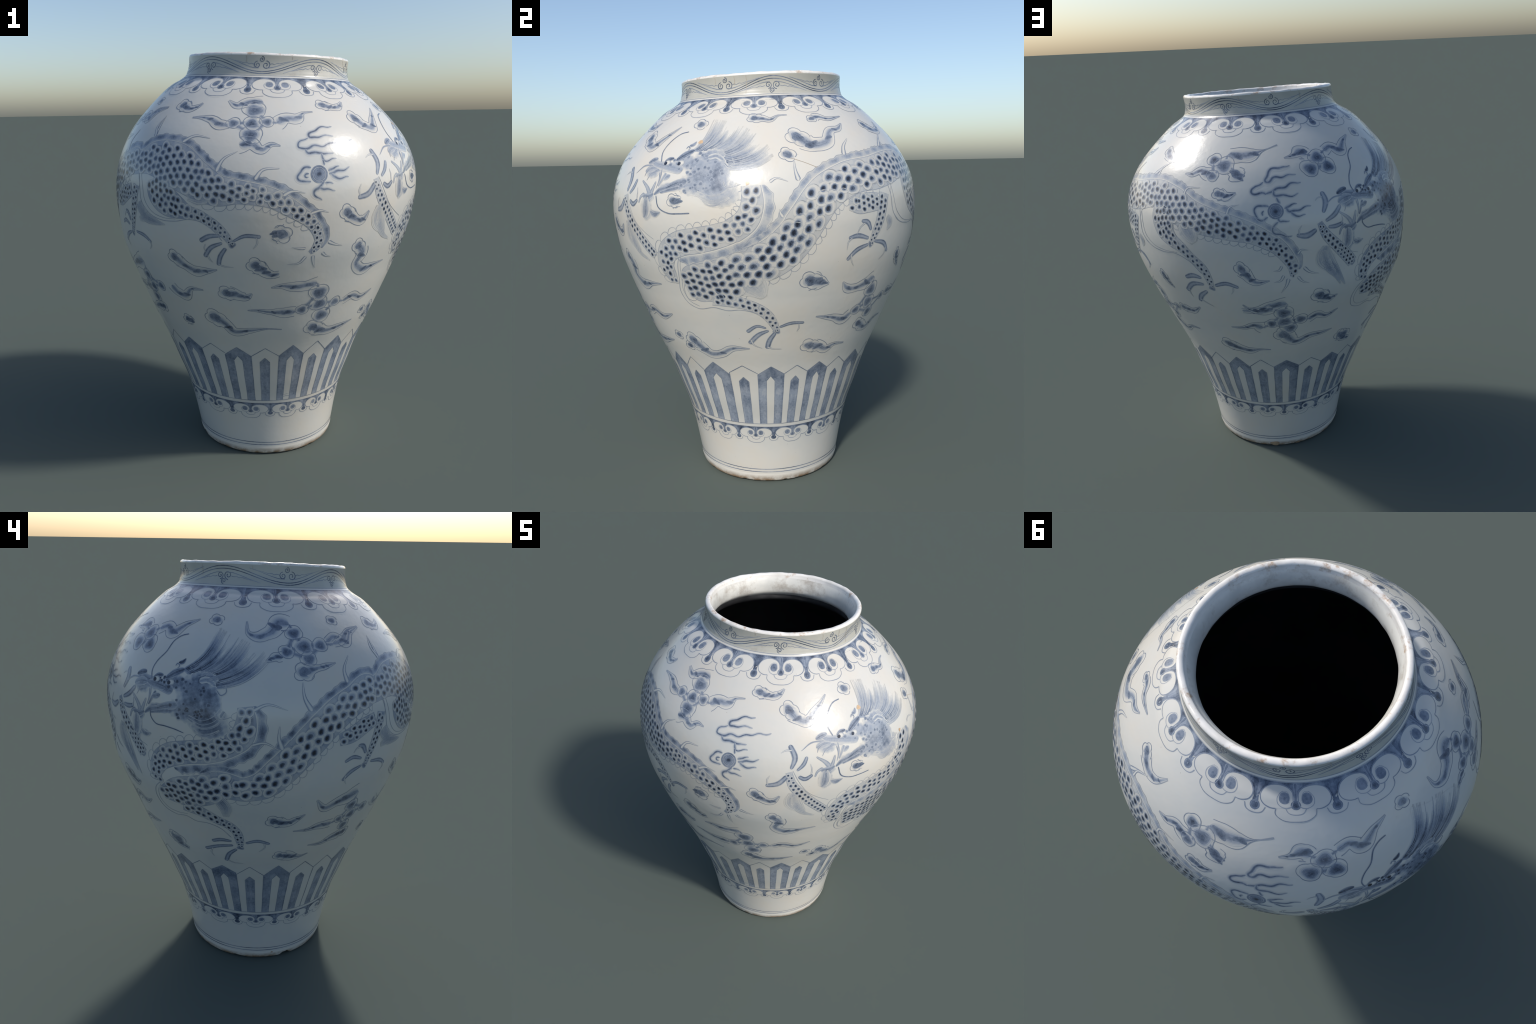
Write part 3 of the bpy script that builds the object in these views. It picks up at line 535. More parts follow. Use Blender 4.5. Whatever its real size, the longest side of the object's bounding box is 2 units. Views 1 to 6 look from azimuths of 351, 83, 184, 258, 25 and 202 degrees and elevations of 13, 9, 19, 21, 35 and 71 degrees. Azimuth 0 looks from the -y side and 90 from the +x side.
FLAMES = [
    ("pearl", [(6.9, 1.492, 35)]),
    ("flame", [(15.2, 1.678, 1), (9.1, 1.674, 4), (7.0, 1.658, 4), (4.8, 1.646, 5), (5.3, 1.630, 5), (8.1, 1.640, 4), (14.5, 1.643, 1)]),
    ("flame", [(4.6, 1.634, 2), (1.8, 1.623, 3), (0.4, 1.603, 3), (0.8, 1.591, 3), (3.6, 1.595, 5), (6.7, 1.604, 4), (10.4, 1.602, 3), (13.9, 1.617, 3), (21.9, 1.625, 1)]),
    ("flame", [(2.9, 1.591, 3), (4.1, 1.569, 5), (7.8, 1.582, 5), (9.7, 1.566, 4), (12.9, 1.577, 1)]),
    ("flame", [(8.4, 1.574, 3), (8.5, 1.554, 4), (9.8, 1.542, 3), (13.6, 1.552, 1)]),
    ("flame", [(8.6, 1.550, 3), (8.7, 1.526, 3)]),
    ("flame", [(4.3, 1.519, 4), (1.3, 1.520, 4), (0.4, 1.497, 4), (359.8, 1.477, 4), (1.4, 1.460, 4), (4.0, 1.467, 3)]),
    ("flame", [(3.5, 1.496, 3), (2.2, 1.492, 3), (2.4, 1.480, 3), (3.3, 1.480, 2)]),
    ("flame", [(10.1, 1.505, 5), (12.0, 1.516, 4), (14.2, 1.518, 1)]),
    ("flame", [(10.3, 1.493, 5), (13.3, 1.499, 5), (18.0, 1.513, 1)]),
    ("flame", [(11.0, 1.490, 5), (12.3, 1.473, 5), (17.2, 1.473, 1)]),
    ("flame", [(8.4, 1.461, 4), (6.6, 1.442, 6), (4.9, 1.422, 5), (5.6, 1.397, 3), (7.6, 1.386, 1)]),
    ("flame", [(6.8, 1.439, 5), (8.6, 1.428, 4), (12.1, 1.425, 1)]),
    ("flame", [(8.7, 1.457, 4), (11.5, 1.453, 1)]),
    ("pearl", [(188.4, 1.483, 34)]),
    ("flame", [(195.6, 1.662, 1), (192.2, 1.653, 5), (189.0, 1.662, 5), (186.8, 1.639, 5), (185.1, 1.610, 5), (186.6, 1.602, 5), (189.0, 1.621, 5), (192.5, 1.620, 4), (197.4, 1.628, 1)]),
    ("flame", [(184.7, 1.604, 3), (182.0, 1.585, 4), (179.7, 1.574, 5), (180.4, 1.555, 5), (183.4, 1.564, 5), (185.5, 1.552, 4)]),
    ("flame", [(185.5, 1.556, 4), (188.2, 1.569, 5), (192.0, 1.578, 5), (195.2, 1.591, 4), (198.7, 1.593, 1)]),
    ("flame", [(188.2, 1.569, 4), (188.0, 1.546, 5), (190.6, 1.550, 5), (193.0, 1.538, 4), (197.2, 1.547, 1)]),
    ("flame", [(189.0, 1.539, 4), (190.2, 1.513, 4)]),
    ("flame", [(186.1, 1.504, 4), (183.2, 1.514, 4), (181.0, 1.494, 4), (181.2, 1.464, 4), (183.5, 1.445, 4), (185.7, 1.457, 4)]),
    ("flame", [(184.4, 1.488, 3), (183.4, 1.480, 3), (184.0, 1.467, 3)]),
    ("flame", [(191.5, 1.491, 5), (193.0, 1.502, 5), (196.1, 1.507, 1)]),
    ("flame", [(192.2, 1.494, 5), (193.1, 1.472, 5), (196.1, 1.482, 5), (201.0, 1.495, 1)]),
    ("flame", [(193.5, 1.474, 5), (194.8, 1.458, 5), (198.7, 1.457, 1)]),
    ("flame", [(189.1, 1.455, 5), (189.4, 1.437, 4), (191.1, 1.435, 4), (192.9, 1.442, 1)]),
    ("flame", [(189.0, 1.437, 4), (186.9, 1.421, 4), (187.1, 1.394, 4), (188.7, 1.380, 4), (193.5, 1.371, 1)]),
]


# ------------------------------------------------------------ mesh helpers --
def obj_from(name, mesh, parent):
    o = bpy.data.objects.new(name, mesh)
    bpy.context.scene.collection.objects.link(o)
    o.parent = parent
    return o


def empty(name, parent=None):
    return obj_from(name, None, parent)


def build_mesh(name, V, F, N=None, mats=(), idx=None):
    me = bpy.data.meshes.new(name)
    me.from_pydata([tuple(v) for v in V], [], F)
    for m in mats:
        me.materials.append(m)
    if idx is not None:
        me.polygons.foreach_set("material_index", idx)
    me.polygons.foreach_set("use_smooth", [True] * len(F))
    me.update()
    if N is not None:
        me.normals_split_custom_set_from_vertices([tuple(n) for n in N])
    return me


def tone(c):
    return int(min(TONES - 1, max(0, round(c * (TONES - 1)))))


class Paint:
    """Collects films of cobalt laid on the vessel; level sets the layer order."""
    film = 0

    def __init__(self):
        self.V, self.N, self.F, self.M = [], [], [], []
        self.n = 0

    def grid(self, th, h, level, tones, keep=None):
        """th, h: (rows, cols) coordinates; tones: (rows-1, cols-1) cobalt densities."""
        Paint.film += 1
        P, n, _, _ = frame(th, h)
        lift = 0.00015 + level * 0.00011 + (Paint.film % 50) * 1.8e-6
        r, c = th.shape
        self.V.append((P + n * lift).reshape(-1, 3))
        self.N.append(n.reshape(-1, 3))
        k = self.n + np.arange(r * c).reshape(r, c)
        quads = np.stack([k[:-1, :-1], k[:-1, 1:], k[1:, 1:], k[1:, :-1]], -1).reshape(-1, 4)
        keep = np.ones(len(quads), bool) if keep is None else keep.reshape(-1)
        self.F.append(quads[keep])
        self.M.append(np.clip(np.rint(np.broadcast_to(tones, (r - 1, c - 1)) * (TONES - 1)), 0, TONES - 1).astype(int).reshape(-1)[keep])
        self.n += r * c

    def to_object(self, name, parent):
        if not self.F:
            return None
        V, N, F, M = (np.concatenate(a) for a in (self.V, self.N, self.F, self.M))
        live = np.unique(F)
        back = np.zeros(len(V), int)
        back[live] = np.arange(len(live))
        V, N, F = V[live], N[live], back[F]
        # outward winding
        fn = np.cross(V[F[:, 2]] - V[F[:, 0]], V[F[:, 3]] - V[F[:, 1]])
        flip = (fn * N[F[:, 0]]).sum(1) < 0
        F[flip] = F[flip][:, ::-1]
        used = np.unique(M)
        slot = np.zeros(TONES, int)
        slot[used] = np.arange(len(used))
        me = build_mesh(name, V, F.tolist(), N, [BRUSH[i] for i in used], slot[M])
        return obj_from(name, me, parent)


def spline(pts, step=0.005):
    """Catmull-Rom through (azimuth, height, half width mm); even steps of arc length."""
    A = np.array(pts, float)
    keep = np.r_[True, np.abs(np.diff(A[:, :2], axis=0)).sum(1) > 1e-6]
    A = A[keep]
    for i in range(1, len(A)):
        A[i, 0] = A[i - 1, 0] + (A[i, 0] - A[i - 1, 0] + 180) % 360 - 180
    _, _, kt, kh = frame(A[:, 0], A[:, 1])
    d = np.hypot(np.diff(A[:, 0]) * (kt[1:] + kt[:-1]) / 2, np.diff(A[:, 1]) * (kh[1:] + kh[:-1]) / 2)
    u = np.r_[0, np.cumsum(np.maximum(d, 1e-5))]
    n = max(4, int(u[-1] / step) + 1)
    q = np.linspace(0, u[-1], n)
    B = np.stack([hermite(u, A[:, k], q) if len(A) > 2 else np.interp(q, u, A[:, k]) for k in range(3)], 1)
    B[:, 2] = np.maximum(B[:, 2], 0.3)
    return B, q


def offset(B, side):
    """Move spine points sideways by side (metres, array); left of travel positive."""
    _, _, kt, kh = frame(B[:, 0], B[:, 1])
    tx, ty = np.gradient(B[:, 0]) * kt, np.gradient(B[:, 1]) * kh
    l = np.hypot(tx, ty) + 1e-12
    nx, ny = -ty / l, tx / l
    side = np.asarray(side)
    if side.ndim == 2:
        nx, ny, kt, kh = (v[:, None] for v in (nx, ny, kt, kh))
        return B[:, :1] + side * nx / kt, B[:, 1:2] + side * ny / kh
    return B[:, 0] + side * nx / kt, B[:, 1] + side * ny / kh


SOFT = (0.10, 0.28, 0.52, 0.78, 0.95, 1.0, 0.95, 0.78, 0.52, 0.28, 0.10)
CORE = (0.50, 0.72, 0.92, 1.0, 1.0, 0.92, 0.72, 0.50)
FLAT = (0.55, 1.0, 1.0, 1.0, 1.0, 0.55)
EDGED = (0.9, 1.25, 0.85, 0.75, 0.75, 0.85, 1.25, 0.9)
HORN = (1.0, 0.75, 0.12, 0.06, 0.06, 0.12, 0.75, 1.0)
LINE = (0.6, 1.0, 0.6)


def stroke(p, pts, density, level, profile=SOFT, scale=1.0, step=0.005, fade=(1.0, 1.0), streak=0.0, frayed=0.0, blunt=True):
    """A brush stroke: ribbon along a spine, density fading across and along it."""
    B, q = spline(pts, step)
    prof = np.asarray(profile, float)
    k = len(prof)
    w = B[:, 2] * 0.001 * scale
    if blunt:            # the brush lifts: rounded ends
        run = np.minimum(q, q[-1] - q) + .0006
        w = w * np.sqrt(np.clip(1 - (1 - np.clip(run / np.maximum(w, 1e-4), 0, 1)) ** 2, .02, 1))
    e = np.linspace(-1, 1, k + 1)
    s = w[:, None] * e[None]
    if frayed:
        wob = np.array([math.sin(x * 90 + 2 * math.sin(x * 37)) for x in q])
        s[:, -1] += w * frayed * wob
        s[:, 0] -= w * frayed * wob[::-1]
    th, h = offset(B, s)
    f = np.interp(np.linspace(0, 1, len(B) - 1), np.linspace(0, 1, len(fade)), fade)
    t = density * prof[None] * f[:, None]
    if streak:
        ph = rng.uniform(0, 9)
        t = t * (1 + streak * np.sin(np.arange(k) * 2.4 + ph)[None] * np.cos(np.arange(len(B) - 1) * .11 + ph)[:, None])
    p.grid(th, h, level, t)
    return B


def line(p, pts, density=0.5, level=6, width=None, step=0.005, fade=(1.0,)):
    B, _ = spline(pts, step)
    if width is not None:
        B[:, 2] = width * (1 + 0.18 * np.sin(np.arange(len(B)) * 0.23 + rng.uniform(0, 6)))
    th, h = offset(B, B[:, 2:3] * 0.001 * np.array([[-1, -.35, .35, 1]]))
    f = np.interp(np.linspace(0, 1, len(B) - 1), np.linspace(0, 1, max(2, len(fade))), list(fade) * (2 if len(fade) == 1 else 1))
    p.grid(th, h, level, density * np.array(LINE)[None] * f[:, None])


def at(c, dx, dy):
    """Point displaced by dx, dy metres (right, up) from (azimuth, height)."""
    _, _, kt, kh = frame(np.array([c[0]]), np.array([c[1]]))
    return c[0] + np.asarray(dx) / kt[0], c[1] + np.asarray(dy) / kh[0]


def disc(p, c, rx, ry, densities, level, turn=0.0, n=28, wobble=0.0):
    """Soft spot: densities from the centre outwards."""
    fine = max(1, math.ceil(max(rx, ry) / len(densities) / .007))
    densities = np.repeat(densities, fine)        # follow the curve of the wall
    n = max(n, int(max(rx, ry) * 900))
    k = len(densities)
    a = np.linspace(0, 2 * math.pi, n + 1)
    rad = np.linspace(0, 1, k + 1)
    ph = rng.uniform(0, 6)
    wb = 1 + wobble * np.sin(3 * a + ph)
    x = rad[:, None] * rx * (np.cos(a) * wb)[None]
    y = rad[:, None] * ry * (np.sin(a) * wb)[None]
    ct, st = math.cos(turn), math.sin(turn)
    th, h = at(c, x * ct - y * st, x * st + y * ct)
    p.grid(th, h, level, np.array(densities)[:, None])


def pooled_wash(p, spots, level, cell=.0035):
    """Wet wash: soft elliptical pools (azimuth, height, rx, ry, density) run together into one film."""
    a0, h0 = np.mean([s[0] for s in spots]), np.mean([s[1] for s in spots])
    _, _, kt, kh = frame(np.array([a0]), np.array([h0]))
    X = [((s[0] - a0) * kt[0], (s[1] - h0) * kh[0]) for s in spots]
    x0 = min(x - s[2] * 1.3 for (x, _), s in zip(X, spots)); x1 = max(x + s[2] * 1.3 for (x, _), s in zip(X, spots))
    y0 = min(y - s[3] * 1.3 for (_, y), s in zip(X, spots)); y1 = max(y + s[3] * 1.3 for (_, y), s in zip(X, spots))
    xs, ys = np.arange(x0, x1, cell), np.arange(y0, y1, cell)
    gx, gy = np.meshgrid(xs, ys)
    cx, cy = (gx[:-1, :-1] + gx[1:, 1:]) / 2, (gy[:-1, :-1] + gy[1:, 1:]) / 2
    clear = np.ones_like(cx)
    for (x, y), s in zip(X, spots):
        d = ((cx - x) / s[2]) ** 2 + ((cy - y) / s[3]) ** 2
        ragged = .10 * np.sin(cx * 210 + cy * 90) + .08 * np.sin(cy * 260 - cx * 120)
        clear *= 1 - s[4] * np.clip(1.35 - d + ragged, 0, 1)
    D = 1 - clear
    p.grid(a0 + gx / kt[0], h0 + gy / kh[0], level, D, D > .6 / (TONES - 1))


def ring(p, c, rx, ry, width, density, level, a0=0.0, a1=360.0, lobes=0, depth=0.0, turn=0.0):
    """Drawn outline: an arc of an ellipse, optionally scalloped."""
    a = np.radians(np.linspace(a0, a1, max(12, int(abs(a1 - a0) / 7))))
    k = 1 + depth * (np.abs(np.sin(a * lobes / 2)) - 0.5) if lobes else 1.0
    x, y = rx * np.cos(a) * k, ry * np.sin(a) * k
    ct, st = math.cos(turn), math.sin(turn)
    th, h = at(c, x * ct - y * st, x * st + y * ct)
    line(p, np.stack([th, h, np.full_like(th, width)], 1), density, level, width)


# ------------------------------------------------------------------ vessel --
SEG = 384


def revolve(name, rings, mats, parent, idx=None):
    """rings: list of (height, inset) or arrays; closed round the axis."""
    th = np.arange(SEG) * 360.0 / SEG
    V = np.concatenate([surface(th, np.full(SEG, h) if np.isscalar(h) else h, i) for h, i in rings])
    F, M = [], []
    for r in range(len(rings) - 1):
        a = r * SEG
        for j in range(SEG):
            j2 = (j + 1) % SEG
            F.append((a + j, a + j2, a + SEG + j2, a + SEG + j))
            M.append(idx[r] if idx else 0)
    return V, F, M


def wave_noise(seed, n=SEG, terms=((3, .3), (7, .3), (13, .25), (29, .25), (53, .2))):
    r = random.Random(seed)
    a = np.arange(n) * 2 * math.pi / n
    return sum(w * np.sin(k * a + r.uniform(0, 6.28)) for k, w in terms)


def build_vessel(root):
    th = np.arange(SEG) * 360.0 / SEG
    nick = np.zeros(SEG)                     # chips out of the foot edge
    for az, wd, dp in ((283, 3.2, .017), (180, 3.0, .010), (286.5, 1.8, .010), (201, 2.0, .006), (240, 1.8, .005), (96, 1.5, .004), (30, 2, .004)):
        d = (th - az + 180) % 360 - 180
        nick += dp * np.exp(-(d / wd) ** 4)
    foot_low = 0.0045 + 0.0035 * wave_noise(3) ** 2 + nick
    foot_low -= foot_low.min()
    dents = np.exp(-((th - 60) / 2) ** 2)

    def whole(rings, name, mat, inward=False):
        V, F, M = revolve(name, rings, None, root)
        if inward:
            F = [f[::-1] for f in F]
        me = build_mesh(name, V, F, None, [mat])
        return obj_from(name, me, root)

    # one wall from the foot to the neck; parts share border vertices and normals
    def wall(name, h, mat):
        H, T = np.meshgrid(h, th, indexing="ij")
        P, n, _, _ = frame(T, H)
        V, N = P.reshape(-1, 3), n.reshape(-1, 3)
        F = [(r * SEG + j, r * SEG + (j + 1) % SEG, (r + 1) * SEG + (j + 1) % SEG, (r + 1) * SEG + j)
             for r in range(len(h) - 1) for j in range(SEG)]
        return obj_from(name, build_mesh(name, V, F, N, [mat]), root)

    wall("body", np.r_[np.linspace(.046, 1.80, 330), np.linspace(1.80, CREASE, 30)[1:]], BRUSH[0])
    neck = wall("neck", np.linspace(CREASE, LIP, 26), NECK_MAT)

    # foot: glazed edge rounding under to a bare ring
    low = [(0.046 * (1 - t) + (foot_low + .010) * t, 0.0) for t in np.linspace(0, 1, 9)]
    low += [(foot_low + .006, .0015), (foot_low + .003, .004), (foot_low + .001, .008)]
    whole(low[::-1], "foot", FOOT_MAT)
    under = [(foot_low + .001, .008), (foot_low * .6, .014), (0 * foot_low + .0005, .030), (0 * foot_low + .003, .052),
             (0 * foot_low + .015, .060), (0 * foot_low + .018, .12), (0 * foot_low + .018, .34)]
    whole(under, "foot_ring", CLAY_MAT, inward=True)

    # lip: rounded, slightly uneven
    un = 0.0022 * wave_noise(5, terms=((2, .5), (5, .4), (11, .3), (23, .25), (41, .2)))
    lip = []
    for t in np.linspace(0, math.pi, 13):
        lip.append((LIP + (0.0115 + un) * math.sin(t), 0.0135 - 0.0135 * math.cos(t)))
    for t in np.linspace(0, 1, 4)[1:]:
        lip.append((LIP - 0.012 * t + 0 * un, 0.027 + 0.004 * t))
    whole(lip, "lip", RIM_MAT)
    # inside of the neck, then the dark belly
    edge = 1.862 + 0.004 * wave_noise(9, terms=((4, .5), (9, .5), (17, .4), (31, .3)))
    hh = np.linspace(0, 1, 12)
    inner = [((LIP - .012) * (1 - t) + edge * t, (.031 + .031 * t ** .8)) for t in hh]
    whole(inner, "inner_neck", INNER_MAT)
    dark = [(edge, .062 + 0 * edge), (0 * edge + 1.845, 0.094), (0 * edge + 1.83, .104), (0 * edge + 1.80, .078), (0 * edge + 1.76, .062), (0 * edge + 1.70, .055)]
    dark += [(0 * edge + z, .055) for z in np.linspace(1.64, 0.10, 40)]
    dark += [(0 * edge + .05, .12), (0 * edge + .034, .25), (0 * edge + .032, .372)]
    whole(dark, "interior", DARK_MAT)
    return neck


# ----------------------------------------------------------- repeat borders --
def lappet(p, centre, width, top, drop, lw, dark):
    """One cloud-collar lappet: white double-scroll head on a blue ground."""
    def uv(u, v, w=lw):
        return (centre + u * width, top - v * drop, w)

    def path(q):
        return [uv(*a[:2]) for a in q]
    # blue ground between and above the heads, with stems running down at both ends
    u = np.linspace(-.5, .5, 61)
    low = np.interp(np.abs(u), [0, .02, .035, .08, .41, .45, .470, .5], [.50, .48, .34, .24, .27, .40, .66, .72])
    v = np.linspace(0, 1, 7)[:, None] * low[None]
    p.grid(np.broadcast_to(centre + u[None] * width, v.shape), top - v * drop, 1,
           dark * np.clip(1 + .22 * np.sin(u[:-1] * 23 + centre)[None] + .1 * np.cos(np.arange(6) * 2.0)[:, None], .5, 1.4))
    _, _, kt, kh = frame(np.array([centre]), np.array([top - .4 * drop]))
    m, full = width * kt[0], drop
    drop_m = drop * kh[0]
    for s in (-1, 1):
        disc(p, uv(.5 * s, .65)[:2], .066 * m, .12 * drop_m, [dark * 1.25, dark * 1.2, dark], 1)
    # white scroll heads
    for s, cx in ((-1, -.235), (1, .235)):
        disc(p, uv(cx, .37)[:2], .214 * m, .290 * drop_m, [0, 0], 2)
        disc(p, uv(s * .135, .37)[:2], .112 * m, .250 * drop_m, [0, 0], 2)
    disc(p, uv(0, .75)[:2], .25 * m, .26 * drop_m, [0, 0], 0)
    # cobalt centres of the scrolls, ringed by the curl
    for s in (-1, 1):
        disc(p, uv(s * .14, .375)[:2], .064 * m, .125 * drop_m, [dark * 1.1, dark * .95, dark * .9, dark * .95], 3, wobble=.05)
        line(p, path([(s * .032, .44), (s * .055, .57), (s * .13, .615), (s * .215, .53), (s * .235, .37), (s * .17, .22)]), .42, 5, lw * .8)
        ring(p, uv(s * .14, .375)[:2], .066 * m, .130 * drop_m, lw * .8, .62, 4)
        line(p, path([(s * .085, .47), (s * .075, .34), (s * .12, .225), (s * .19, .25), (s * .235, .37)]), .36, 5, lw * .7)
    gap = [uv(0, .02, 8 * width / 30), uv(0, .22, 4 * width / 30), uv(.0, .42, 5 * width / 30)]
    stroke(p, gap, dark, 3, FLAT)
    disc(p, uv(0, .53)[:2], .066 * m, .105 * drop_m, [dark * 1.3, dark * 1.15, dark], 3)
    # outlines
    for s in (-1, 1):
        line(p, path([(s * .032, .44), (s * .042, .24), (s * .13, .11), (s * .25, .078), (s * .385, .165), (s * .450, .36),
                      (s * .41, .55), (s * .30, .65), (s * .245, .645)]), .52, 4, lw)
    line(p, path([(-.245, .645), (-.245, .78), (-.16, .95), (0, 1.0), (.15, .95), (.235, .79), (.245, .645)]), .5, 4, lw)
    line(p, path([(-.125, .62), (-.09, .74), (0, .79), (.09, .74), (.125, .62)]), .42, 4, lw)
    # little arc hanging under the stem
    line(p, path([(.5 - .13, .66), (.5 - .10, .80), (.5, .875), (.5 + .10, .80), (.5 + .13, .66)]), .46, 4, lw)


COLLAR_STEMS = [10.4, 39.2, 66.1, 94.1, 120.8, 151.4, 183.3, 215.2, 247.8, 280.3, 310.2, 340.5]
FOOT_STEMS = [18.7, 40.4, 62.1, 86.2, 112.1, 137.5, 162.9, 188.8, 215.4, 244.4, 271.4, 298.3, 326.5, 353.9]
# azimuth of each petal tip and whether it is a blue petal with a white heart
PETALS = [(5.5, 1), (16.3, 0), (31.1, 1), (40.7, 0), (55.6, 1), (70.6, 0), (84.6, 1), (97.1, 0), (109.2, 1), (120.2, 0),
          (134.5, 1), (148.7, 0), (162.2, 1), (176.2, 0), (189.9, 1), (204.0, 0), (216.9, 1), (229.0, 0), (240.6, 1),
          (255.3, 0), (268.5, 1), (282.9, 0), (295.9, 0), (309.3, 1), (323.0, 0), (337.1, 1), (350.8, 0)]


def hoop(p, h, width, density, level, wobble=.0006):
    a = np.linspace(0, 360, 500)
    hh = h + wobble * np.sin(np.radians(a) * 5 + h * 50)
    hh[-1] = hh[0]
    line(p, np.stack([a, hh, np.full_like(a, width)], 1), density, level, step=.01) if False else _hoop(p, a, hh, width, density, level)


def _hoop(p, a, hh, width, density, level):
    off = np.array([-1, -.35, .35, 1])[None] * width * .001
    kh = frame(a, hh)[3][:, None]
    vary = 1 + .25 * np.sin(np.radians(a[:-1]) * 9 + hh[0] * 70)
    p.grid(np.repeat(a[:, None], 4, 1), hh[:, None] + off / kh, level, density * np.array(LINE)[None] * vary[:, None])


def build_borders(root):
    for stems, top, drop, lw, dark, name in ((COLLAR_STEMS, 1.875, .082, 1.75, .56, "collar_lappet"),
                                             (FOOT_STEMS, .3145, .0895, 1.55, .58, "foot_lappet")):
        for a, b in zip(stems, stems[1:] + [stems[0] + 360]):
            p = Paint()
            lappet(p, (a + b) / 2, b - a, top, drop, lw, dark)
            p.to_object(name, root)
    n = len(PETALS)
    for i, (tip, blue) in enumerate(PETALS):
        lo, hi = PETALS[i - 1][0], PETALS[(i + 1) % n][0]
        lo -= 360 if lo > tip else 0
        hi += 360 if hi < tip else 0
        left, right = (lo + tip) / 2, (tip + hi) / 2
        p = Paint()
        base, shoulder, peak = .335, .612 + .006 * math.sin(tip), .664 + .009 * math.sin(tip * .05)
        span = right - left
        jig = rng.uniform(-.3, .3)

        def column(u0, u1, sh, pk, level, dens, cols=25):
            u = np.linspace(u0, u1, cols)
            mid = (u0 + u1) / 2
            up = pk - (pk - sh) * np.abs(u - mid) / ((u1 - u0) / 2)
            v = np.linspace(0, 1, 26)[:, None]
            hh = base + v * (up[None] - base)
            tt = left + u * span
            # the petals widen a little at the foot as the brush drags down
            edge = np.r_[[1.15], np.full(cols - 3, 1.0), [1.15]]
            blot = (1 + .10 * np.sin(np.arange(25) * .55 + tip)[:, None] + .07 * np.sin(np.arange(cols - 1) * .45 + tip * 3)[None]
                    + .22 * np.exp(-((np.arange(25) - 23) / 2.5) ** 2)[:, None])
            p.grid(np.broadcast_to(tt[None], hh.shape), hh, level, dens * blot * edge[None])

        def edge_line(q, d=.76, w=1.9, level=4):
            line(p, [(left + u * span, hh, w) for u, hh in q], d, level, w)
        if blue:
            column(0, 1, shoulder, peak, 1, .42)
            column(.315, .655, .578, .606, 2, 0.0)
        else:
            column(.31, .665, .572, .597, 1, .43)
        ins, pk2 = ((.315, .655), .606) if blue else ((.31, .665), .597)
        sh2 = .578 if blue else .572
        half = .0 if True else 0
        edge_line([(0, base), (0, .45), (0, shoulder)], .66)
        for q in ([(0, shoulder), (.5, peak)], [(.5, peak), (1, shoulder)]):
            edge_line(q, .62)
        for x in ins:
            edge_line([(x, base), (x, .45), (x, sh2)], .60)
        mid = sum(ins) / 2
        edge_line([(ins[0], sh2), (mid, pk2)], .66)
        edge_line([(mid, pk2), (ins[1], sh2)], .66)
        p.to_object("lotus_petal", root)
    p = Paint()
    for h, w, d in ((.3335, 1.4, .66), (.3155, 1.4, .66), (.0735, 2.2, .66), (.0580, 2.2, .64), (1.8755, 1.5, .5), (1.8835, 1.2, .40)):
        hoop(p, h, w, d, 5)
    p.to_object("ruled_line", root)

    # scrolling vine round the neck: two parallel lines swinging over and under curls
    p = Paint()
    up, low = [59.5, 126.0, 194.5, 272.7, 345.6], [23.0, 91.3, 162.0, 233.0, 308.0]
    key = sorted([(a, 1.900) for a in up] + [(a, 1.951) for a in low])
    ka = [a for a, _ in key]
    kh = [h for _, h in key]
    ka = [ka[-1] - 360] + ka + [ka[0] + 360]
    kh = [kh[-1]] + kh + [kh[0]]

    def vine(a, amp=1.0):
        a = (a - ka[0]) % 360 + ka[0]
        i = np.clip(np.searchsorted(ka, a) - 1, 0, len(ka) - 2)
        t = (a - np.array(ka)[i]) / (np.array(ka)[i + 1] - np.array(ka)[i])
        s = (1 - np.cos(math.pi * t)) / 2
        hh = np.array(kh)
        return 1.927 + amp * (hh[i] + (hh[i + 1] - hh[i]) * s - 1.927)
    a = np.linspace(0, 360, 480)
    for amp, dh, d in ((1.15, -.004, .52), (1.2, .006, .52)):
        hh = vine(a, amp) + dh
        hh[-1] = hh[0]
        _hoop(p, a, hh, 2.0, d * 1.5, 2)
    for side, cs in ((1, up), (-1, low)):
        for c0 in cs:
            base = 1.934 if side > 0 else 1.918
            for dx, dy, r, spin in ((-.019, -.005, .0155, 1), (.019, -.006, .0185, -1), (-.001, .018, .0125, -1)):
                c = at((c0, base), dx, dy * side)
                t = np.linspace(0, 1, 26)
                ang = spin * (t * 9.2) + (1.57 if side > 0 else -1.57)
                rr = r * (1 - .82 * t)
                th, h = at(c, rr * np.cos(ang), rr * np.sin(ang))
                line(p, np.stack([th, h, np.full_like(th, 1.0)], 1), .88, 3, 1.8, step=.003)
            for sx in (-1, 1):       # ragged leaf trailing away along the vine
                x = np.array([.034, .048, .054, .070, .077, .098, .125]) * sx
                y = np.array([.002, .006, .003, .010, .008, .015, .022]) * side
                th, h = at((c0, base - .004 * side), x, y * .75)
                line(p, np.stack([th, h, np.full_like(th, .9)], 1), .66, 3, 1.2, step=.003, fade=(1, .6))
                x2 = np.array([.012, .035, .07, .115, .16]) * sx
                y2 = np.array([-.020, -.019, -.010, .006, .020]) * side
                th, h = at((c0, base + .002 * side), x2, y2)
                line(p, np.stack([th, h, np.full_like(th, .9)], 1), .72, 3, 1.45, step=.004, fade=(1, .5))
    p.to_object("neck_scroll", root)


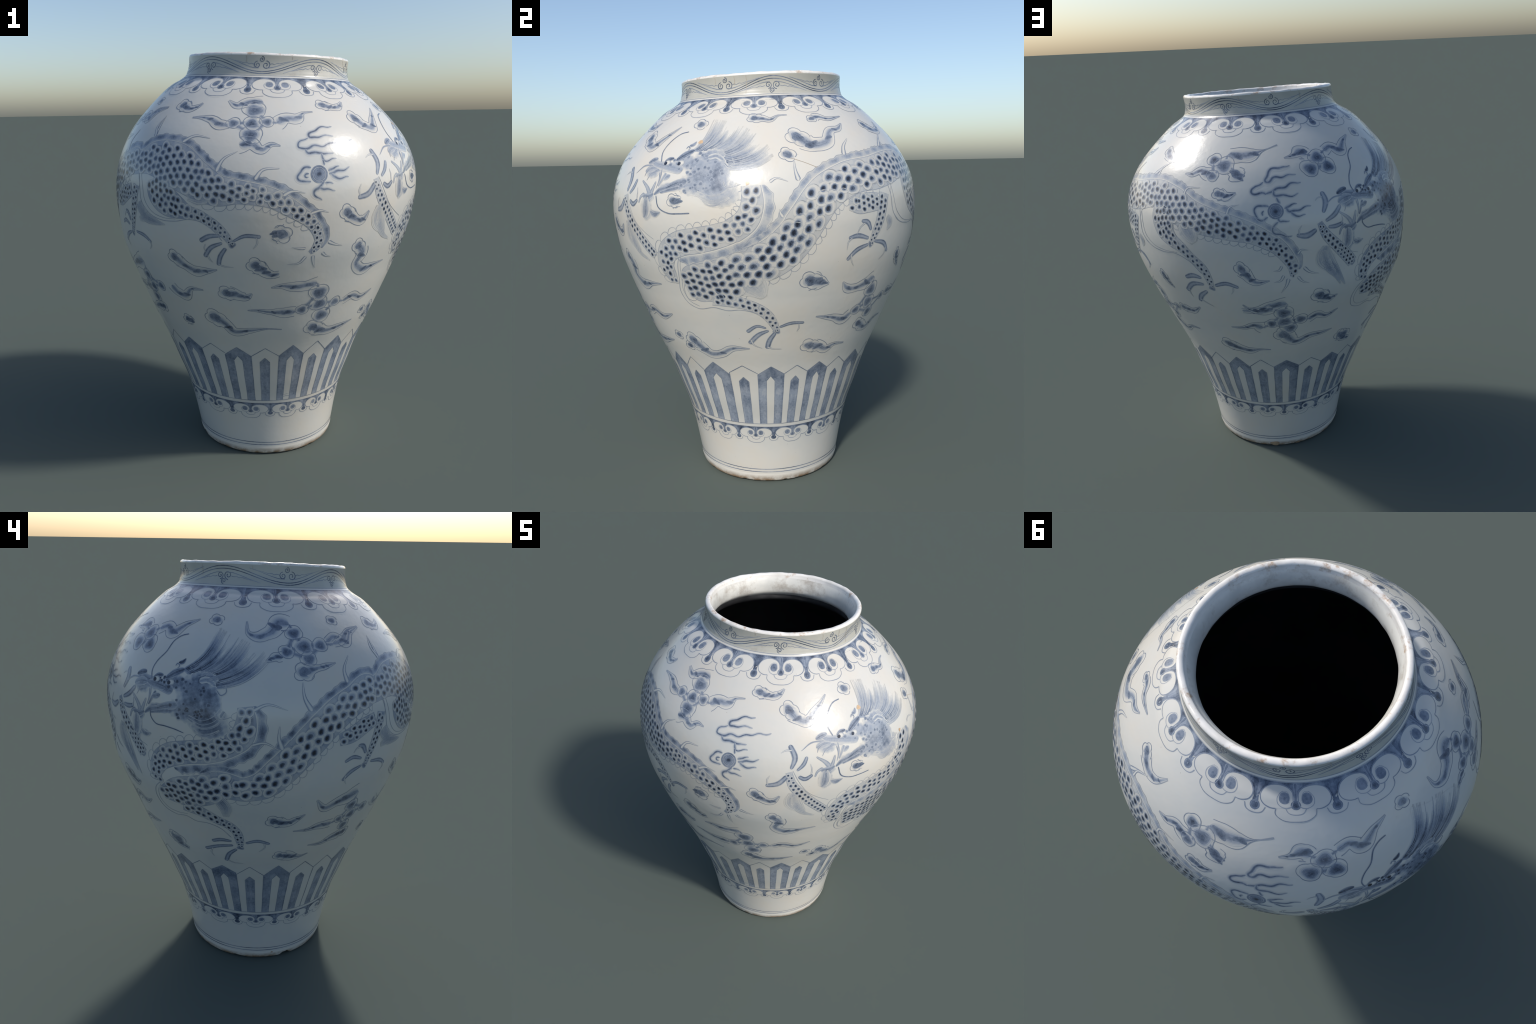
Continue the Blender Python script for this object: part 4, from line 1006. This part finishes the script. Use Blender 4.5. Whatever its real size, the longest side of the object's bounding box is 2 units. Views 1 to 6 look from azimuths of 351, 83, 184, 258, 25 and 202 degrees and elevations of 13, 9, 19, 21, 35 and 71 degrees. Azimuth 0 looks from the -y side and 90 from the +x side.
# ------------------------------------------------------------------- clouds --
def cloud(p, pts, kind):
    """Auspicious cloud: a lobed, curled head and a trailing tail, washed and outlined."""
    if kind == "wisp":
        pts = [(a, h, w * 1.45 if w > 3 else w) for a, h, w in pts]
    elif kind == "cloud":
        pts = [(a, h, w * (1.08 if i == 0 else 1.3) if w > 3 else w) for i, (a, h, w) in enumerate(pts)]
    if kind == "orb":
        (a, h, r), = pts
        r *= .00130
        flat, turn = rng.uniform(.84, .95), rng.uniform(-.5, .5)
        disc(p, at((a, h), rng.uniform(-.12, .12) * r, -.08 * r), r * .84, r * .76, [.66, .65, .62, .56, .46, .30, .12], 1, wobble=.10, turn=turn)
        a0 = rng.uniform(0, 360)
        ring(p, (a, h), r * .98, r * flat, 1.5, .56, 4, a0, a0 + 395, 3, .17, turn)
        t = np.linspace(0, 1, 22)
        th, hh = at((a, h), r * .44 * (1 - .8 * t) * np.cos(a0 + 6.5 * t), r * .38 * (1 - .8 * t) * np.sin(a0 + 6.5 * t) - .05 * r)
        line(p, np.stack([th, hh, np.full(22, 1.0)], 1), .74, 3, 1.1, step=.003)
        return
    B, q = spline(pts, .004)
    n = len(B)
    long = n > 4 and len(pts) > 1
    if long:
        fade = (.95, 1.0, .9, .95, .75) if kind == "cloud" else (.85, 1.0, .9, .95, .6)
        stroke(p, pts, .54, 1, SOFT, 1.05, fade=fade, streak=.12)
        for f in (.22, .5, .74):           # pools of darker cobalt where the brush paused
            b = B[min(n - 1, int((f + rng.uniform(-.06, .06)) * n))]
            if b[2] > 5:
                r = b[2] * .001
                disc(p, (b[0], b[1]), r * 1.1, r * .50, [.66, .64, .60, .56], 2, n=18, turn=rng.uniform(-.5, .5), wobble=.15)
        w = B[:, 2] * .001
        i0 = 0 if kind == "wisp" else int(n * .12)
        u = q / max(q[-1], 1e-3)
        for s in (-1, 1):                  # inked contour, billowing away from the wash
            billow = 1.14 + .30 * np.abs(np.sin(u * 6.5 + (0 if s > 0 else 1.4))) * np.clip(1.4 - u, 0, 1)
            th, h = offset(B, s * (w * billow + .0008))
            line(p, np.stack([th, h, np.full(n, 1.2)], 1)[i0:], .56, 4, 1.45, fade=(1, 1, .8))
    if kind == "cloud":
        a, h, r = pts[0]
        r *= .00104
        if len(pts) > 1:
            _, _, kt, kh = frame(np.array([a]), np.array([h]))
            away = math.atan2((pts[1][1] - h) * kh[0], ((pts[1][0] - a + 180) % 360 - 180) * kt[0])
        else:
            away = rng.uniform(-.6, .2)
        disc(p, (a, h), r * 1.0, r * .80, [.5, .5, .5, .46, .38, .22, .10], 0, wobble=.10, turn=away)
        disc(p, (a, h), r * .66, r * .52, [.68, .66, .62, .58, .53, .50], 2, wobble=.14, turn=away)
        gap = 40 if len(pts) > 1 else 8
        ang = np.radians(np.linspace(gap, 360 - gap, 90))
        lob = .94 + .34 * np.abs(np.sin(2.0 * ang + .5 + away)) ** .8      # scalloped crown
        x, y = r * 1.08 * np.cos(ang) * lob, r * .93 * np.sin(ang) * lob
        ct, st = math.cos(away), math.sin(away)
        th, hh = at((a, h), x * ct - y * st, x * st + y * ct)
        line(p, np.stack([th, hh, np.full(90, 1.3)], 1), .60, 4, 1.55, step=.003)
        t = np.linspace(0, 1, 28)
        th, hh = at((a, h), r * .50 * (1 - .8 * t) * np.cos(away + 6.5 * t), r * .44 * (1 - .8 * t) * np.sin(away + 6.5 * t))
        line(p, np.stack([th, hh, np.full(28, 1.0)], 1), .80, 3, 1.25, step=.003)


def build_clouds(root):
    group = None
    for kind, pts in CLOUDS:
        p = Paint()
        cloud(p, pts, kind)
        p.to_object({"orb": "cloud_curl", "wisp": "cloud_tail", "cloud": "cloud"}[kind], root)
    # the curls of a cross-shaped cluster are strung together by washed necks
    curls = [q[0] for k, q in CLOUDS if k == "orb"]
    ends = [(q[i], "tail") for k, q in CLOUDS if k == "wisp" for i in (0,)] + [(c, "curl") for c in curls]
    links = Paint()
    for e, kind in ends:
        near = []
        for c in curls:
            _, _, kt, kh = frame(np.array([c[0]]), np.array([c[1]]))
            d = math.hypot(((c[0] - e[0] + 180) % 360 - 180) * kt[0], (c[1] - e[1]) * kh[0])
            if 1e-4 < d < (.13 if kind == "curl" else .09):
                near.append((d, c))
        for d, c in sorted(near, key=lambda n: n[0])[:2 if kind == "curl" else 1]:
            r = min(c[2], e[2] if kind == "curl" else 18) * .62
            stroke(links, [(e[0], e[1], r), ((e[0] + e[0] + (c[0] - e[0] + 180) % 360 - 180) / 2, (e[1] + c[1]) / 2, r * .8), (c[0], c[1], r)], .46, 0, SOFT)
    links.to_object("cloud_wash", root)
    pearl = None
    for kind, pts in FLAMES:
        p = Paint()
        if kind == "pearl":
            a, h, r = pts[0]
            r *= .001
            disc(p, (a, h), r * .97, r * .97, [.88, .82, .70, .56, .50, .46, .50, .56, .50], 2)
            ring(p, (a, h), r, r, 1.9, .62, 4)
            ring(p, (a, h), r * .80, r * .80, 1.0, .28, 4)
            pearl = p.to_object("flaming_pearl", root)
        else:
            A = np.array(pts)
            A[:, 0] = A[0, 0] + (A[:, 0] - A[0, 0] + 180) % 360 - 180
            for _ in range(2):            # round the turns of the brush
                A = np.concatenate([A[:1], np.stack([.75 * A[:-1] + .25 * A[1:], .25 * A[:-1] + .75 * A[1:]], 1).reshape(-1, 3), A[-1:]])
            B, q = spline(A, .005)        # flames flicker
            sway = .0035 * np.sin(q * 95 + rng.uniform(0, 6)) * np.clip(q / .03, 0, 1)
            th, hh = offset(B, sway)
            pts = np.stack([th, hh, B[:, 2]], 1).tolist()
            stroke(p, pts, .66, 3, (.3, .6, .9, 1.0, .9, .6, .3), 1.6, step=.004, fade=(.8, 1, 1, 1, .7))
            stroke(p, [(x, y, w * 2.4 + 4) for x, y, w in pts], .30, 1, SOFT, step=.006)
            p.to_object("flame", pearl)


# ------------------------------------------------------------------ dragons --
def scale_meshes():
    """Brushings of one scale, broad-bladed then dotted: inky root, pale blade, fine rim; x points to the tail."""
    out = []
    for k, (ink, pale, core, shift) in enumerate(((1.0, .24, .27, -.16), (.86, .28, .25, -.14), (.78, .30, .27, -.16),
                                                  (1.0, .32, .285, -.05), (.90, .38, .265, -.06), (.80, .36, .30, -.04))):
        V, F, M = [], [], []
        bend = .30                       # unit scale bends with the wall

        def patch(cx, cy, rx, ry, dens, z, n=18):
            base = len(V)
            for i, _ in enumerate(list(dens) + [0]):
                f = i / len(dens)
                for j in range(n):
                    a = j * math.tau / n
                    w = 1 + .08 * math.sin(2 * a + k) + .05 * math.sin(3 * a + 2 * k)
                    x, y = cx + rx * f * w * math.cos(a), cy + ry * f * w * math.sin(a)
                    V.append((x, y, z - .028 * (x * x + y * y)))
            for i, d in enumerate(dens):
                for j in range(n):
                    j2 = (j + 1) % n
                    F.append((base + i * n + j, base + (i + 1) * n + j, base + (i + 1) * n + j2, base + i * n + j2))
                    M.append(tone(d))
        patch(shift * .4, 0, .60, .52, (pale * 1.9, pale * 1.7, pale * 1.35, pale * .9, pale * .4, pale * .25), .006)
        patch(shift, 0, core * 1.24, core * 1.08, (ink, ink, ink * .95, ink * .82, ink * .60, ink * .42), .022)
        base, n = len(V), 14             # rim of the blade
        for i in range(n):
            a = -1.75 + 3.5 * i / (n - 1)
            for r in (.50, .515, .535, .55):
                x, y = .10 + r * 1.08 * math.cos(a), r * .95 * math.sin(a)
                V.append((x, y, .012 - .028 * (x * x + y * y)))
        for i in range(n - 1):
            for c, d in enumerate((.14, .30, .14)):
                v = base + i * 4 + c
                F.append((v, v + 1, v + 5, v + 4))
                M.append(tone(d))
        used = sorted(set(M))
        me = build_mesh("scale", V, F, None, [BRUSH[i] for i in used], [used.index(m) for m in M])
        out.append(me)
    return out


def lay_scales(B, q, pitches, start, stop, found, skip_edge=.92):
    """Staggered rows of scales over the band; (azimuth, height, direction, size)."""
    _, _, kt, kh = frame(B[:, 0], B[:, 1])
    zones, sizes = zip(*pitches)
    s, odd = start * q[-1] + sizes[0] * .5, 0
    while s < stop * q[-1] - .006:
        pitch = float(np.interp(s / q[-1], zones, sizes))
        i = min(len(B) - 2, np.searchsorted(q, s))
        w = B[i, 2] * .001
        rows = max(2, int(round(2 * w / (pitch * .86))))
        if rows > 3 or w > .03:
            js = np.arange(rows) + .5 if not odd else np.arange(rows - 1) + 1.0
        else:
            js = np.arange(rows) + .5
        for j in js:
            off = (j / rows * 2 - 1) * w * skip_edge
            # staggered rows of the narrow limbs shift along instead of across
            shift = (0.5 if (rows <= 3 and w <= .03 and int(j) % 2) else 0) * pitch
            s2 = min(q[-1], s + shift + rng.uniform(-.08, .08) * pitch)
            ii = min(len(B) - 2, np.searchsorted(q, s2))
            sub = B[max(0, ii - 1):ii + 2]
            th, h = offset(sub, np.full(len(sub), off))
            tx, ty = (B[ii + 1, 0] - B[ii, 0]) * kt[ii], (B[ii + 1, 1] - B[ii, 1]) * kh[ii]
            size = min(pitch, 2 * w / max(2, rows) * 1.08) if rows <= 3 else pitch
            found.append((th[len(sub) // 2], h[len(sub) // 2], math.atan2(ty, tx) + rng.uniform(-.15, .15), size * rng.uniform(.9, 1.06)))
        s += pitch * (.80 if rows > 3 or w > .03 else .95)
        odd ^= 1


def crest(p, B, q, start, stop, width, side, dens):
    """Dorsal fin: frilled wash with a wavy inked rim, beside the band."""
    i0, i1 = int(start * (len(B) - 1)), int(stop * (len(B) - 1))
    Bs = B[i0:i1]
    if len(Bs) < 6:
        return
    w = Bs[:, 2:3] * .001
    frill = (1 + .07 * np.sin(q[i0:i1] * 190) + .06 * np.sin(q[i0:i1] * 83 + 1))[:, None]
    taper = np.minimum(1, np.minimum(np.arange(len(Bs)), np.arange(len(Bs))[::-1]) / 10.0)[:, None]
    e = np.array([[.10, .25, .45, .65, .8, .92, 1.0]])
    th, h = offset(Bs, side * (w + .003 + width * e * frill * (.25 + .75 * taper)))
    prof = np.array([.55, .85, 1.0, 1.0, .85, .55])
    along = 1 + .30 * np.sin(q[i0:i1 - 1] * 95)[:, None]
    p.grid(th, h, 1, dens * prof[None] * along)
    th, h = offset(Bs, side * (w[:, 0] + .003 + width * 1.08 * frill[:, 0] * (.25 + .75 * taper[:, 0])))
    line(p, np.stack([th, h, np.full(len(th), 1.1)], 1), .42, 4, 1.1)


def belly(p, B, q, start, stop, width, side):
    """Row of overlapping belly plates, each an inked arc."""
    s = start * q[-1]
    while s < stop * q[-1] - .01:
        L = width * 1.9
        m = (q >= s) & (q <= s + L * 1.18)
        Bs = B[m]
        if len(Bs) >= 5:
            t = np.linspace(0, 1, len(Bs))
            bulge = width * np.clip(1 - np.abs(2 * t ** .8 - 1) ** 2.6, 0, 1)
            bulge[-1] *= .2
            th, h = offset(Bs, side * (Bs[:, 2] * .001 + .0025 + bulge))
            line(p, np.stack([th, h, np.full(len(th), 1.1)], 1), .40, 3, 1.1, step=.004)
        s += L


def band_ground(p, B, q, dens, level, edge=.45, ends=True):
    w = B[:, 2:3] * .001
    e = np.linspace(-1, 1, 9)[None]
    th, h = offset(B, w * e)
    along = 1 + .25 * np.sin(q[:-1] * 40)[:, None]
    p.grid(th, h, level, dens * along * np.array([.8, 1, 1, 1, 1, 1, 1, .8])[None])
    for s in (-1, 1):
        th, h = offset(B, s * (w[:, 0] + .0008))
        line(p, np.stack([th, h, np.full(len(th), 1.2)], 1), edge, level + 1, 1.2)


def build_head(root, home, mane, whiskers, shade):
    """Dragon head: home is the azimuth and height of the near eye."""
    def put(pts, ds=1.0):
        return [(home[0] + a, home[1] + h, w * ds) for a, h, w in pts]
    style = {"brow": (.70, 5, CORE), "nose": (.68 * shade, 5, CORE), "muzzle": (.46 * shade, 4, CORE), "whiskerhair": (.46, 5, CORE),
             "whisker": (.62, 6, FLAT), "jaw": (.54, 5, CORE), "cheek": (.46 * shade, 3, CORE), "beard_hair": (.36 * shade, 2, SOFT),
             "tongue": (.34, 4, EDGED), "chin": (.50, 4, CORE), "goatee": (.54, 4, SOFT), "horn_curl": (.48, 6, SOFT),
             "ear": (.44, 4, SOFT), "nostril": (.60, 6, SOFT)}
    names = {"whiskerhair": "whisker", "beard_hair": "beard", "goatee": "beard", "horn_curl": "horn", "nostril": "nose"}
    head = empty("head", root)
    head_parts = {}
    spots = [(home[0] + q[0][0], home[1] + q[0][1], q[0][2] * .001, q[1][2] * .001, .42 * shade) for k, q in DRAGON_HEAD if k == "wash"]
    pooled_wash(head_parts.setdefault("cheek", Paint()), spots, 3)
    for kind, pts in DRAGON_HEAD:
        if kind == "wash":
            continue
        if kind == "whisker" and whiskers:
            continue
        d, lv, prof = style[kind]
        p = head_parts.setdefault(names.get(kind, kind), Paint())
        if kind != "cheek":
            stroke(p, put(pts), d, lv, prof, 1.05, streak=.18, fade=(.75, 1, 1, .85) if kind in ("cheek", "goatee") else (1, 1))
        if kind == "cheek":        # brushed dapples over the cheek
            B, _ = spline(pts)
            for _ in range(12):
                b = B[rng.randrange(len(B))]
                off = rng.uniform(-.8, .8) * b[2] * .001
                c = at((home[0] + b[0], home[1] + b[1]), rng.uniform(-.01, .01), off)
                r = rng.uniform(.006, .0115)
                disc(p, c, r, r * .9, [.70 * shade, .66 * shade, .58 * shade, .46 * shade], 5, n=14, wobble=.1)
        if kind in ("goatee", "beard_hair"):
            B, _ = spline(put(pts), .004)
            for k in range(5):
                th, h = offset(B, B[:, 2] * .001 * rng.uniform(-.85, .85))
                line(p, np.stack([th, h, np.full(len(th), 1)], 1), .58 * (1 if kind == "goatee" else .75), 6, 1.3, fade=(.4, 1, .5))
    for pts in whiskers:
        stroke(head_parts.setdefault("whisker", Paint()), pts, .62, 6, FLAT)
    eyes = Paint()
    for da, dh in ((0.0, 0.0), (6.05, -.003)):
        c = (home[0] + da, home[1] + dh)
        disc(eyes, at(c, .010, .003), .015, .011, [0, 0, .1], 6, n=16)
        disc(eyes, c, .0088, .0088, [1, 1, 1, .8], 7, n=16)
        ring(eyes, at(c, .008, .003), .018, .014, 1.1, .5, 7, -60, 200)
    head_parts["eye"] = eyes
    for name, p in head_parts.items():
        p.to_object(name, root)
    bpy.data.objects.remove(head)
    # mane: long dry brush hairs blowing back from brow and cheek
    p = Paint()
    nu, nv = 150, 34
    roots, _ = spline(mane[0], .002)
    tips, _ = spline(mane[1], .002)
    R = np.stack([np.interp(np.linspace(0, 1, nu), np.linspace(0, 1, len(roots)), roots[:, k]) for k in (0, 1)], 1)
    T = np.stack([np.interp(np.linspace(0, 1, nu), np.linspace(0, 1, len(tips)), tips[:, k]) for k in (0, 1)], 1)

    def strand(i, v, sway=0.0):
        """Hair i of the mane at fraction v of its length, bowed like a blown lock."""
        bow = np.sin(math.pi * v)
        return (R[i, 0] + (T[i, 0] - R[i, 0]) * v + (1.1 + sway) * bow, R[i, 1] + (T[i, 1] - R[i, 1]) * v - .016 * bow)
    locks = np.clip(.82 + .18 * np.sin(np.arange(nu) * .16 + 1) + .16 * np.sin(np.arange(nu) * .071) + .14 * np.sin(np.arange(nu) * .9)
                    + .10 * np.sin(np.arange(nu) * 2.3), .05, 1.2)
    reach = np.clip(.92 + .18 * np.sin(np.arange(nu) * .10 + .5) + .10 * np.sin(np.arange(nu) * .37), .45, 1.0)
    v = np.linspace(-.10, 1, nv)
    TH = np.empty((nv, nu)); H = np.empty((nv, nu)); D = np.empty((nv, nu))
    for i in range(nu):
        TH[:, i], H[:, i] = strand(i, np.maximum(v, -.1))
        D[:, i] = .72 * shade * locks[i] * np.interp(v, [-.1, 0, .25, reach[i] * .6, reach[i]], [.5, .95, 1.0, .75, 0.0])
    edge = np.minimum(1, np.minimum(np.arange(nu), np.arange(nu)[::-1]) / 9.0)
    D *= edge[None]
    D[D < .5 / (TONES - 1)] = 0
    p.grid(TH, H, 2, D[:-1, :-1])
    for k in range(90):
        i = rng.randrange(nu)
        v1 = min(1.05, reach[i] * rng.uniform(.85, 1.25))
        v0 = rng.uniform(-.05, .3)
        q = [strand(i, np.float64(v0 + (v1 - v0) * t), .2 * math.sin(k)) for t in (0, .33, .66, 1)]
        line(p, [(a, b, 1) for a, b in q], rng.uniform(.36, .62) * shade, 5, rng.uniform(.8, 1.3), step=.008, fade=(.8, 1, .25))
    p.to_object("mane", root)


def build_dragon(root, parts, head_at, scales, plan, shade):
    dragon = None
    found = []
    get = lambda k: [pts for n, pts in parts if n == k]
    # trunk: neck loop and long back
    trunk = Paint()
    for kind in ("torso", "neck"):
        pts = get(kind)[0]
        B, q = spline(pts, .004)
        cr, be = plan[kind]
        band_ground(trunk, B, q, plan["ground"], 1 if kind == "torso" else 2)
        for a, b in cr:
            crest(trunk, B, q, a, b, .026 if kind == "torso" else .038, 1, .40 * shade)
        for a, b in be:
            belly(trunk, B, q, a, b, .021, -1)
        lay_scales(B, q, plan[kind + "_scale"], 0, 1, found)
    for pts in get("edge"):
        stroke(trunk, pts, .42, 5, LINE, .55)
    dragon = trunk.to_object("dragon", root)
    for kind, name in (("haunch", "hind_leg"), ("far_thigh", "hind_leg"), ("far_leg", "hind_leg"), ("foreleg", "foreleg"), ("raised_leg", "foreleg")):
        for pts in get(kind):
            p = Paint()
            if kind in ("far_leg", "far_thigh"):
                pts = [(a, h, w * 1.35) for a, h, w in pts]
            B, q = spline(pts, .004)
            band_ground(p, B, q, plan["ground"], 3)
            big = .036 if kind in ("haunch", "far_thigh", "foreleg") else .029
            lay_scales(B, q, ((0, big), (1, big * .8)), 0, 1, found)
            if kind not in ("far_thigh",):      # the paw gathers the toes
                disc(p, B[-1, :2], .017, .015, [.66, .6, .52, .44, .30], 3, n=16, wobble=.15)
            p.to_object(name, dragon)
    for pts in get("toe"):
        p = Paint()
        stroke(p, pts, .46, 4, EDGED, 1.25, step=.004)
        p.to_object("toe", dragon)
    for pts in get("talon"):
        p = Paint()
        stroke(p, pts, .46, 5, HORN, 1.15, step=.003)
        p.to_object("talon", dragon)
    for pts in get("crest_horn"):
        p = Paint()
        stroke(p, pts, .46, 5, HORN, .9, step=.004)
        p.to_object("crest_horn", dragon)
    for pts in get("fur"):
        p = Paint()
        stroke(p, pts, .44 * shade, 5, SOFT, 1.05, streak=.15, fade=(.7, 1, .9, .25))
        B, _ = spline(pts, .005)
        for k in range(9):
            th, h = offset(B, B[:, 2] * .001 * (k / 4.5 - .9))
            line(p, np.stack([th, h, np.full(len(th), 1)], 1), .44 * shade, 6, 1.1, fade=(.5, 1, .4))
        p.to_object("fur_tuft", dragon)
    build_head(dragon, head_at, (get("mane_roots")[0], get("mane_tips")[0]), get("mane_whisker"), shade)
    return dragon, found


def place_scales(all_found, meshes):
    """The 300 largest scales become objects; the rest are joined per dragon."""
    from mathutils import Matrix, Vector
    order = sorted(((s[3], d, i) for d, (o, f) in enumerate(all_found) for i, s in enumerate(f)), reverse=True)
    chosen = {(d, i) for _, d, i in order[:300]}
    for d, (dragon, found) in enumerate(all_found):
        VV, FF, MM, off = [], [], [], 0
        for i, (a, h, turn, size) in enumerate(found):
            P, n, _, _ = frame(np.array([a]), np.array([h]))
            th2 = surface(np.array([a + .05]), np.array([h]))[0]
            n = Vector(n[0]); x = Vector(th2 - P[0])
            x = (x - n * x.dot(n)).normalized(); y = n.cross(x)
            dx = x * math.cos(turn) + y * math.sin(turn)
            dy = n.cross(dx)
            lift = 0.00015 + 0.00011 * 4 + (i % 30) * 3e-6
            M = Matrix(((dx.x, dy.x, n.x, 0), (dx.y, dy.y, n.y, 0), (dx.z, dy.z, n.z, 0), (0, 0, 0, 1)))
            c = Vector(P[0]) + n * (lift + .0001)
            W = Matrix.Translation(c) @ M @ Matrix.Diagonal((size, size, size, 1))
            me = meshes[rng.choice((0, 0, 1, 2)) if size > .045 else rng.choice((3, 3, 4, 5))]
            if (d, i) in chosen:
                o = obj_from("scale", me, dragon)
                o.matrix_world = W
            else:
                VV += [W @ v.co for v in me.vertices]
                for poly in me.polygons:
                    FF.append([v + off for v in poly.vertices])
                    MM.append(BRUSH.index(me.materials[poly.material_index]))
                off += len(me.vertices)
        if FF:
            used = sorted(set(MM))
            o = obj_from("scale", build_mesh("small_scales", VV, FF, None, [BRUSH[k] for k in used], [used.index(m) for m in MM]), dragon)
            o["kind"] = "stuff"


def build_age(root):
    """Firing marks and wear: iron stains, hairline cracks, crazing of the neck."""
    def film(name, mat, draw):
        p = Paint()
        draw(p)
        o = p.to_object(name, root)
        o.data.materials.clear()
        o.data.materials.append(mat)
        o.data.polygons.foreach_set("material_index", [0] * len(o.data.polygons))
    film("iron_spot", BROWN_MAT, lambda p: disc(p, (60.1, 1.681), .011, .010, [1, 1], 8, wobble=.12))
    film("iron_spot", BROWN_MAT, lambda p: disc(p, (78.5, 1.500), .008, .008, [1, 1], 8, wobble=.12))
    film("foot_chip", CLAY_MAT, lambda p: disc(p, (180.2, .020), .027, .017, [1, 1], 8, wobble=.10))
    film("foot_chip", CLAY_MAT, lambda p: disc(p, (271.4, .040), .006, .004, [1, 1], 8, wobble=.2))
    film("foot_chip", CLAY_MAT, lambda p: disc(p, (201.2, .010), .012, .006, [1, 1], 8, wobble=.2))
    for a, h0, h1 in ((66, 1.93, 1.966), (74, 1.89, 1.966), (52, 1.94, 1.966), (216, 1.92, 1.966), (251, 1.95, 1.966), (172, 1.945, 1.966), (335, 1.94, 1.966), (5, 1.955, 1.966)):
        film("hairline", CRACK_MAT, lambda p: line(p, [(a, h1, .8), (a + .5, (h0 + h1) / 2, .8), (a + .2, h0, .6)], .5, 5, .75))
    film("hairline", CRACK_MAT, lambda p: line(p, [(93.0, 1.597, 1), (97, 1.578, 1), (101.4, 1.552, 1)], .5, 7, 1.2))


# -------------------------------------------------------------------- build --
jar = empty("porcelain_jar")
jar["label"] = "tall blue and white porcelain jar painted with two dragons"
jar["category"] = "porcelain jar"
build_vessel(jar)
build_borders(jar)
build_clouds(jar)
SCALES = scale_meshes()
east = build_dragon(jar, EAST_DRAGON, (47.9, 1.595), SCALES,
                    {"ground": .19, "torso": ([(.16, .985)], [(.10, .50), (.68, .93)]), "neck": ([(.0, .75)], [(.02, 1.0)]),
                     "torso_scale": ((0, .040), (.08, .043), (.14, .056), (.45, .051), (.6, .043), (.85, .037), (1, .026)),
                     "neck_scale": ((0, .044), (.6, .043), (.75, .038), (1, .032))}, .78)
west = build_dragon(jar, WEST_DRAGON, (220.9, 1.523), SCALES,
                    {"ground": .36, "torso": ([(.12, .985)], [(.14, .50), (.72, .93)]), "neck": ([(.0, .75)], [(.02, 1.0)]),
                     "torso_scale": ((0, .036), (.08, .039), (.15, .052), (.38, .049), (.5, .042), (.65, .040), (.85, .037), (1, .026)),
                     "neck_scale": ((0, .042), (.6, .042), (.75, .036), (1, .030))}, 1.22)
place_scales([east, west], SCALES)
build_age(jar)
for me in SCALES:
    if not me.users:
        bpy.data.meshes.remove(me)
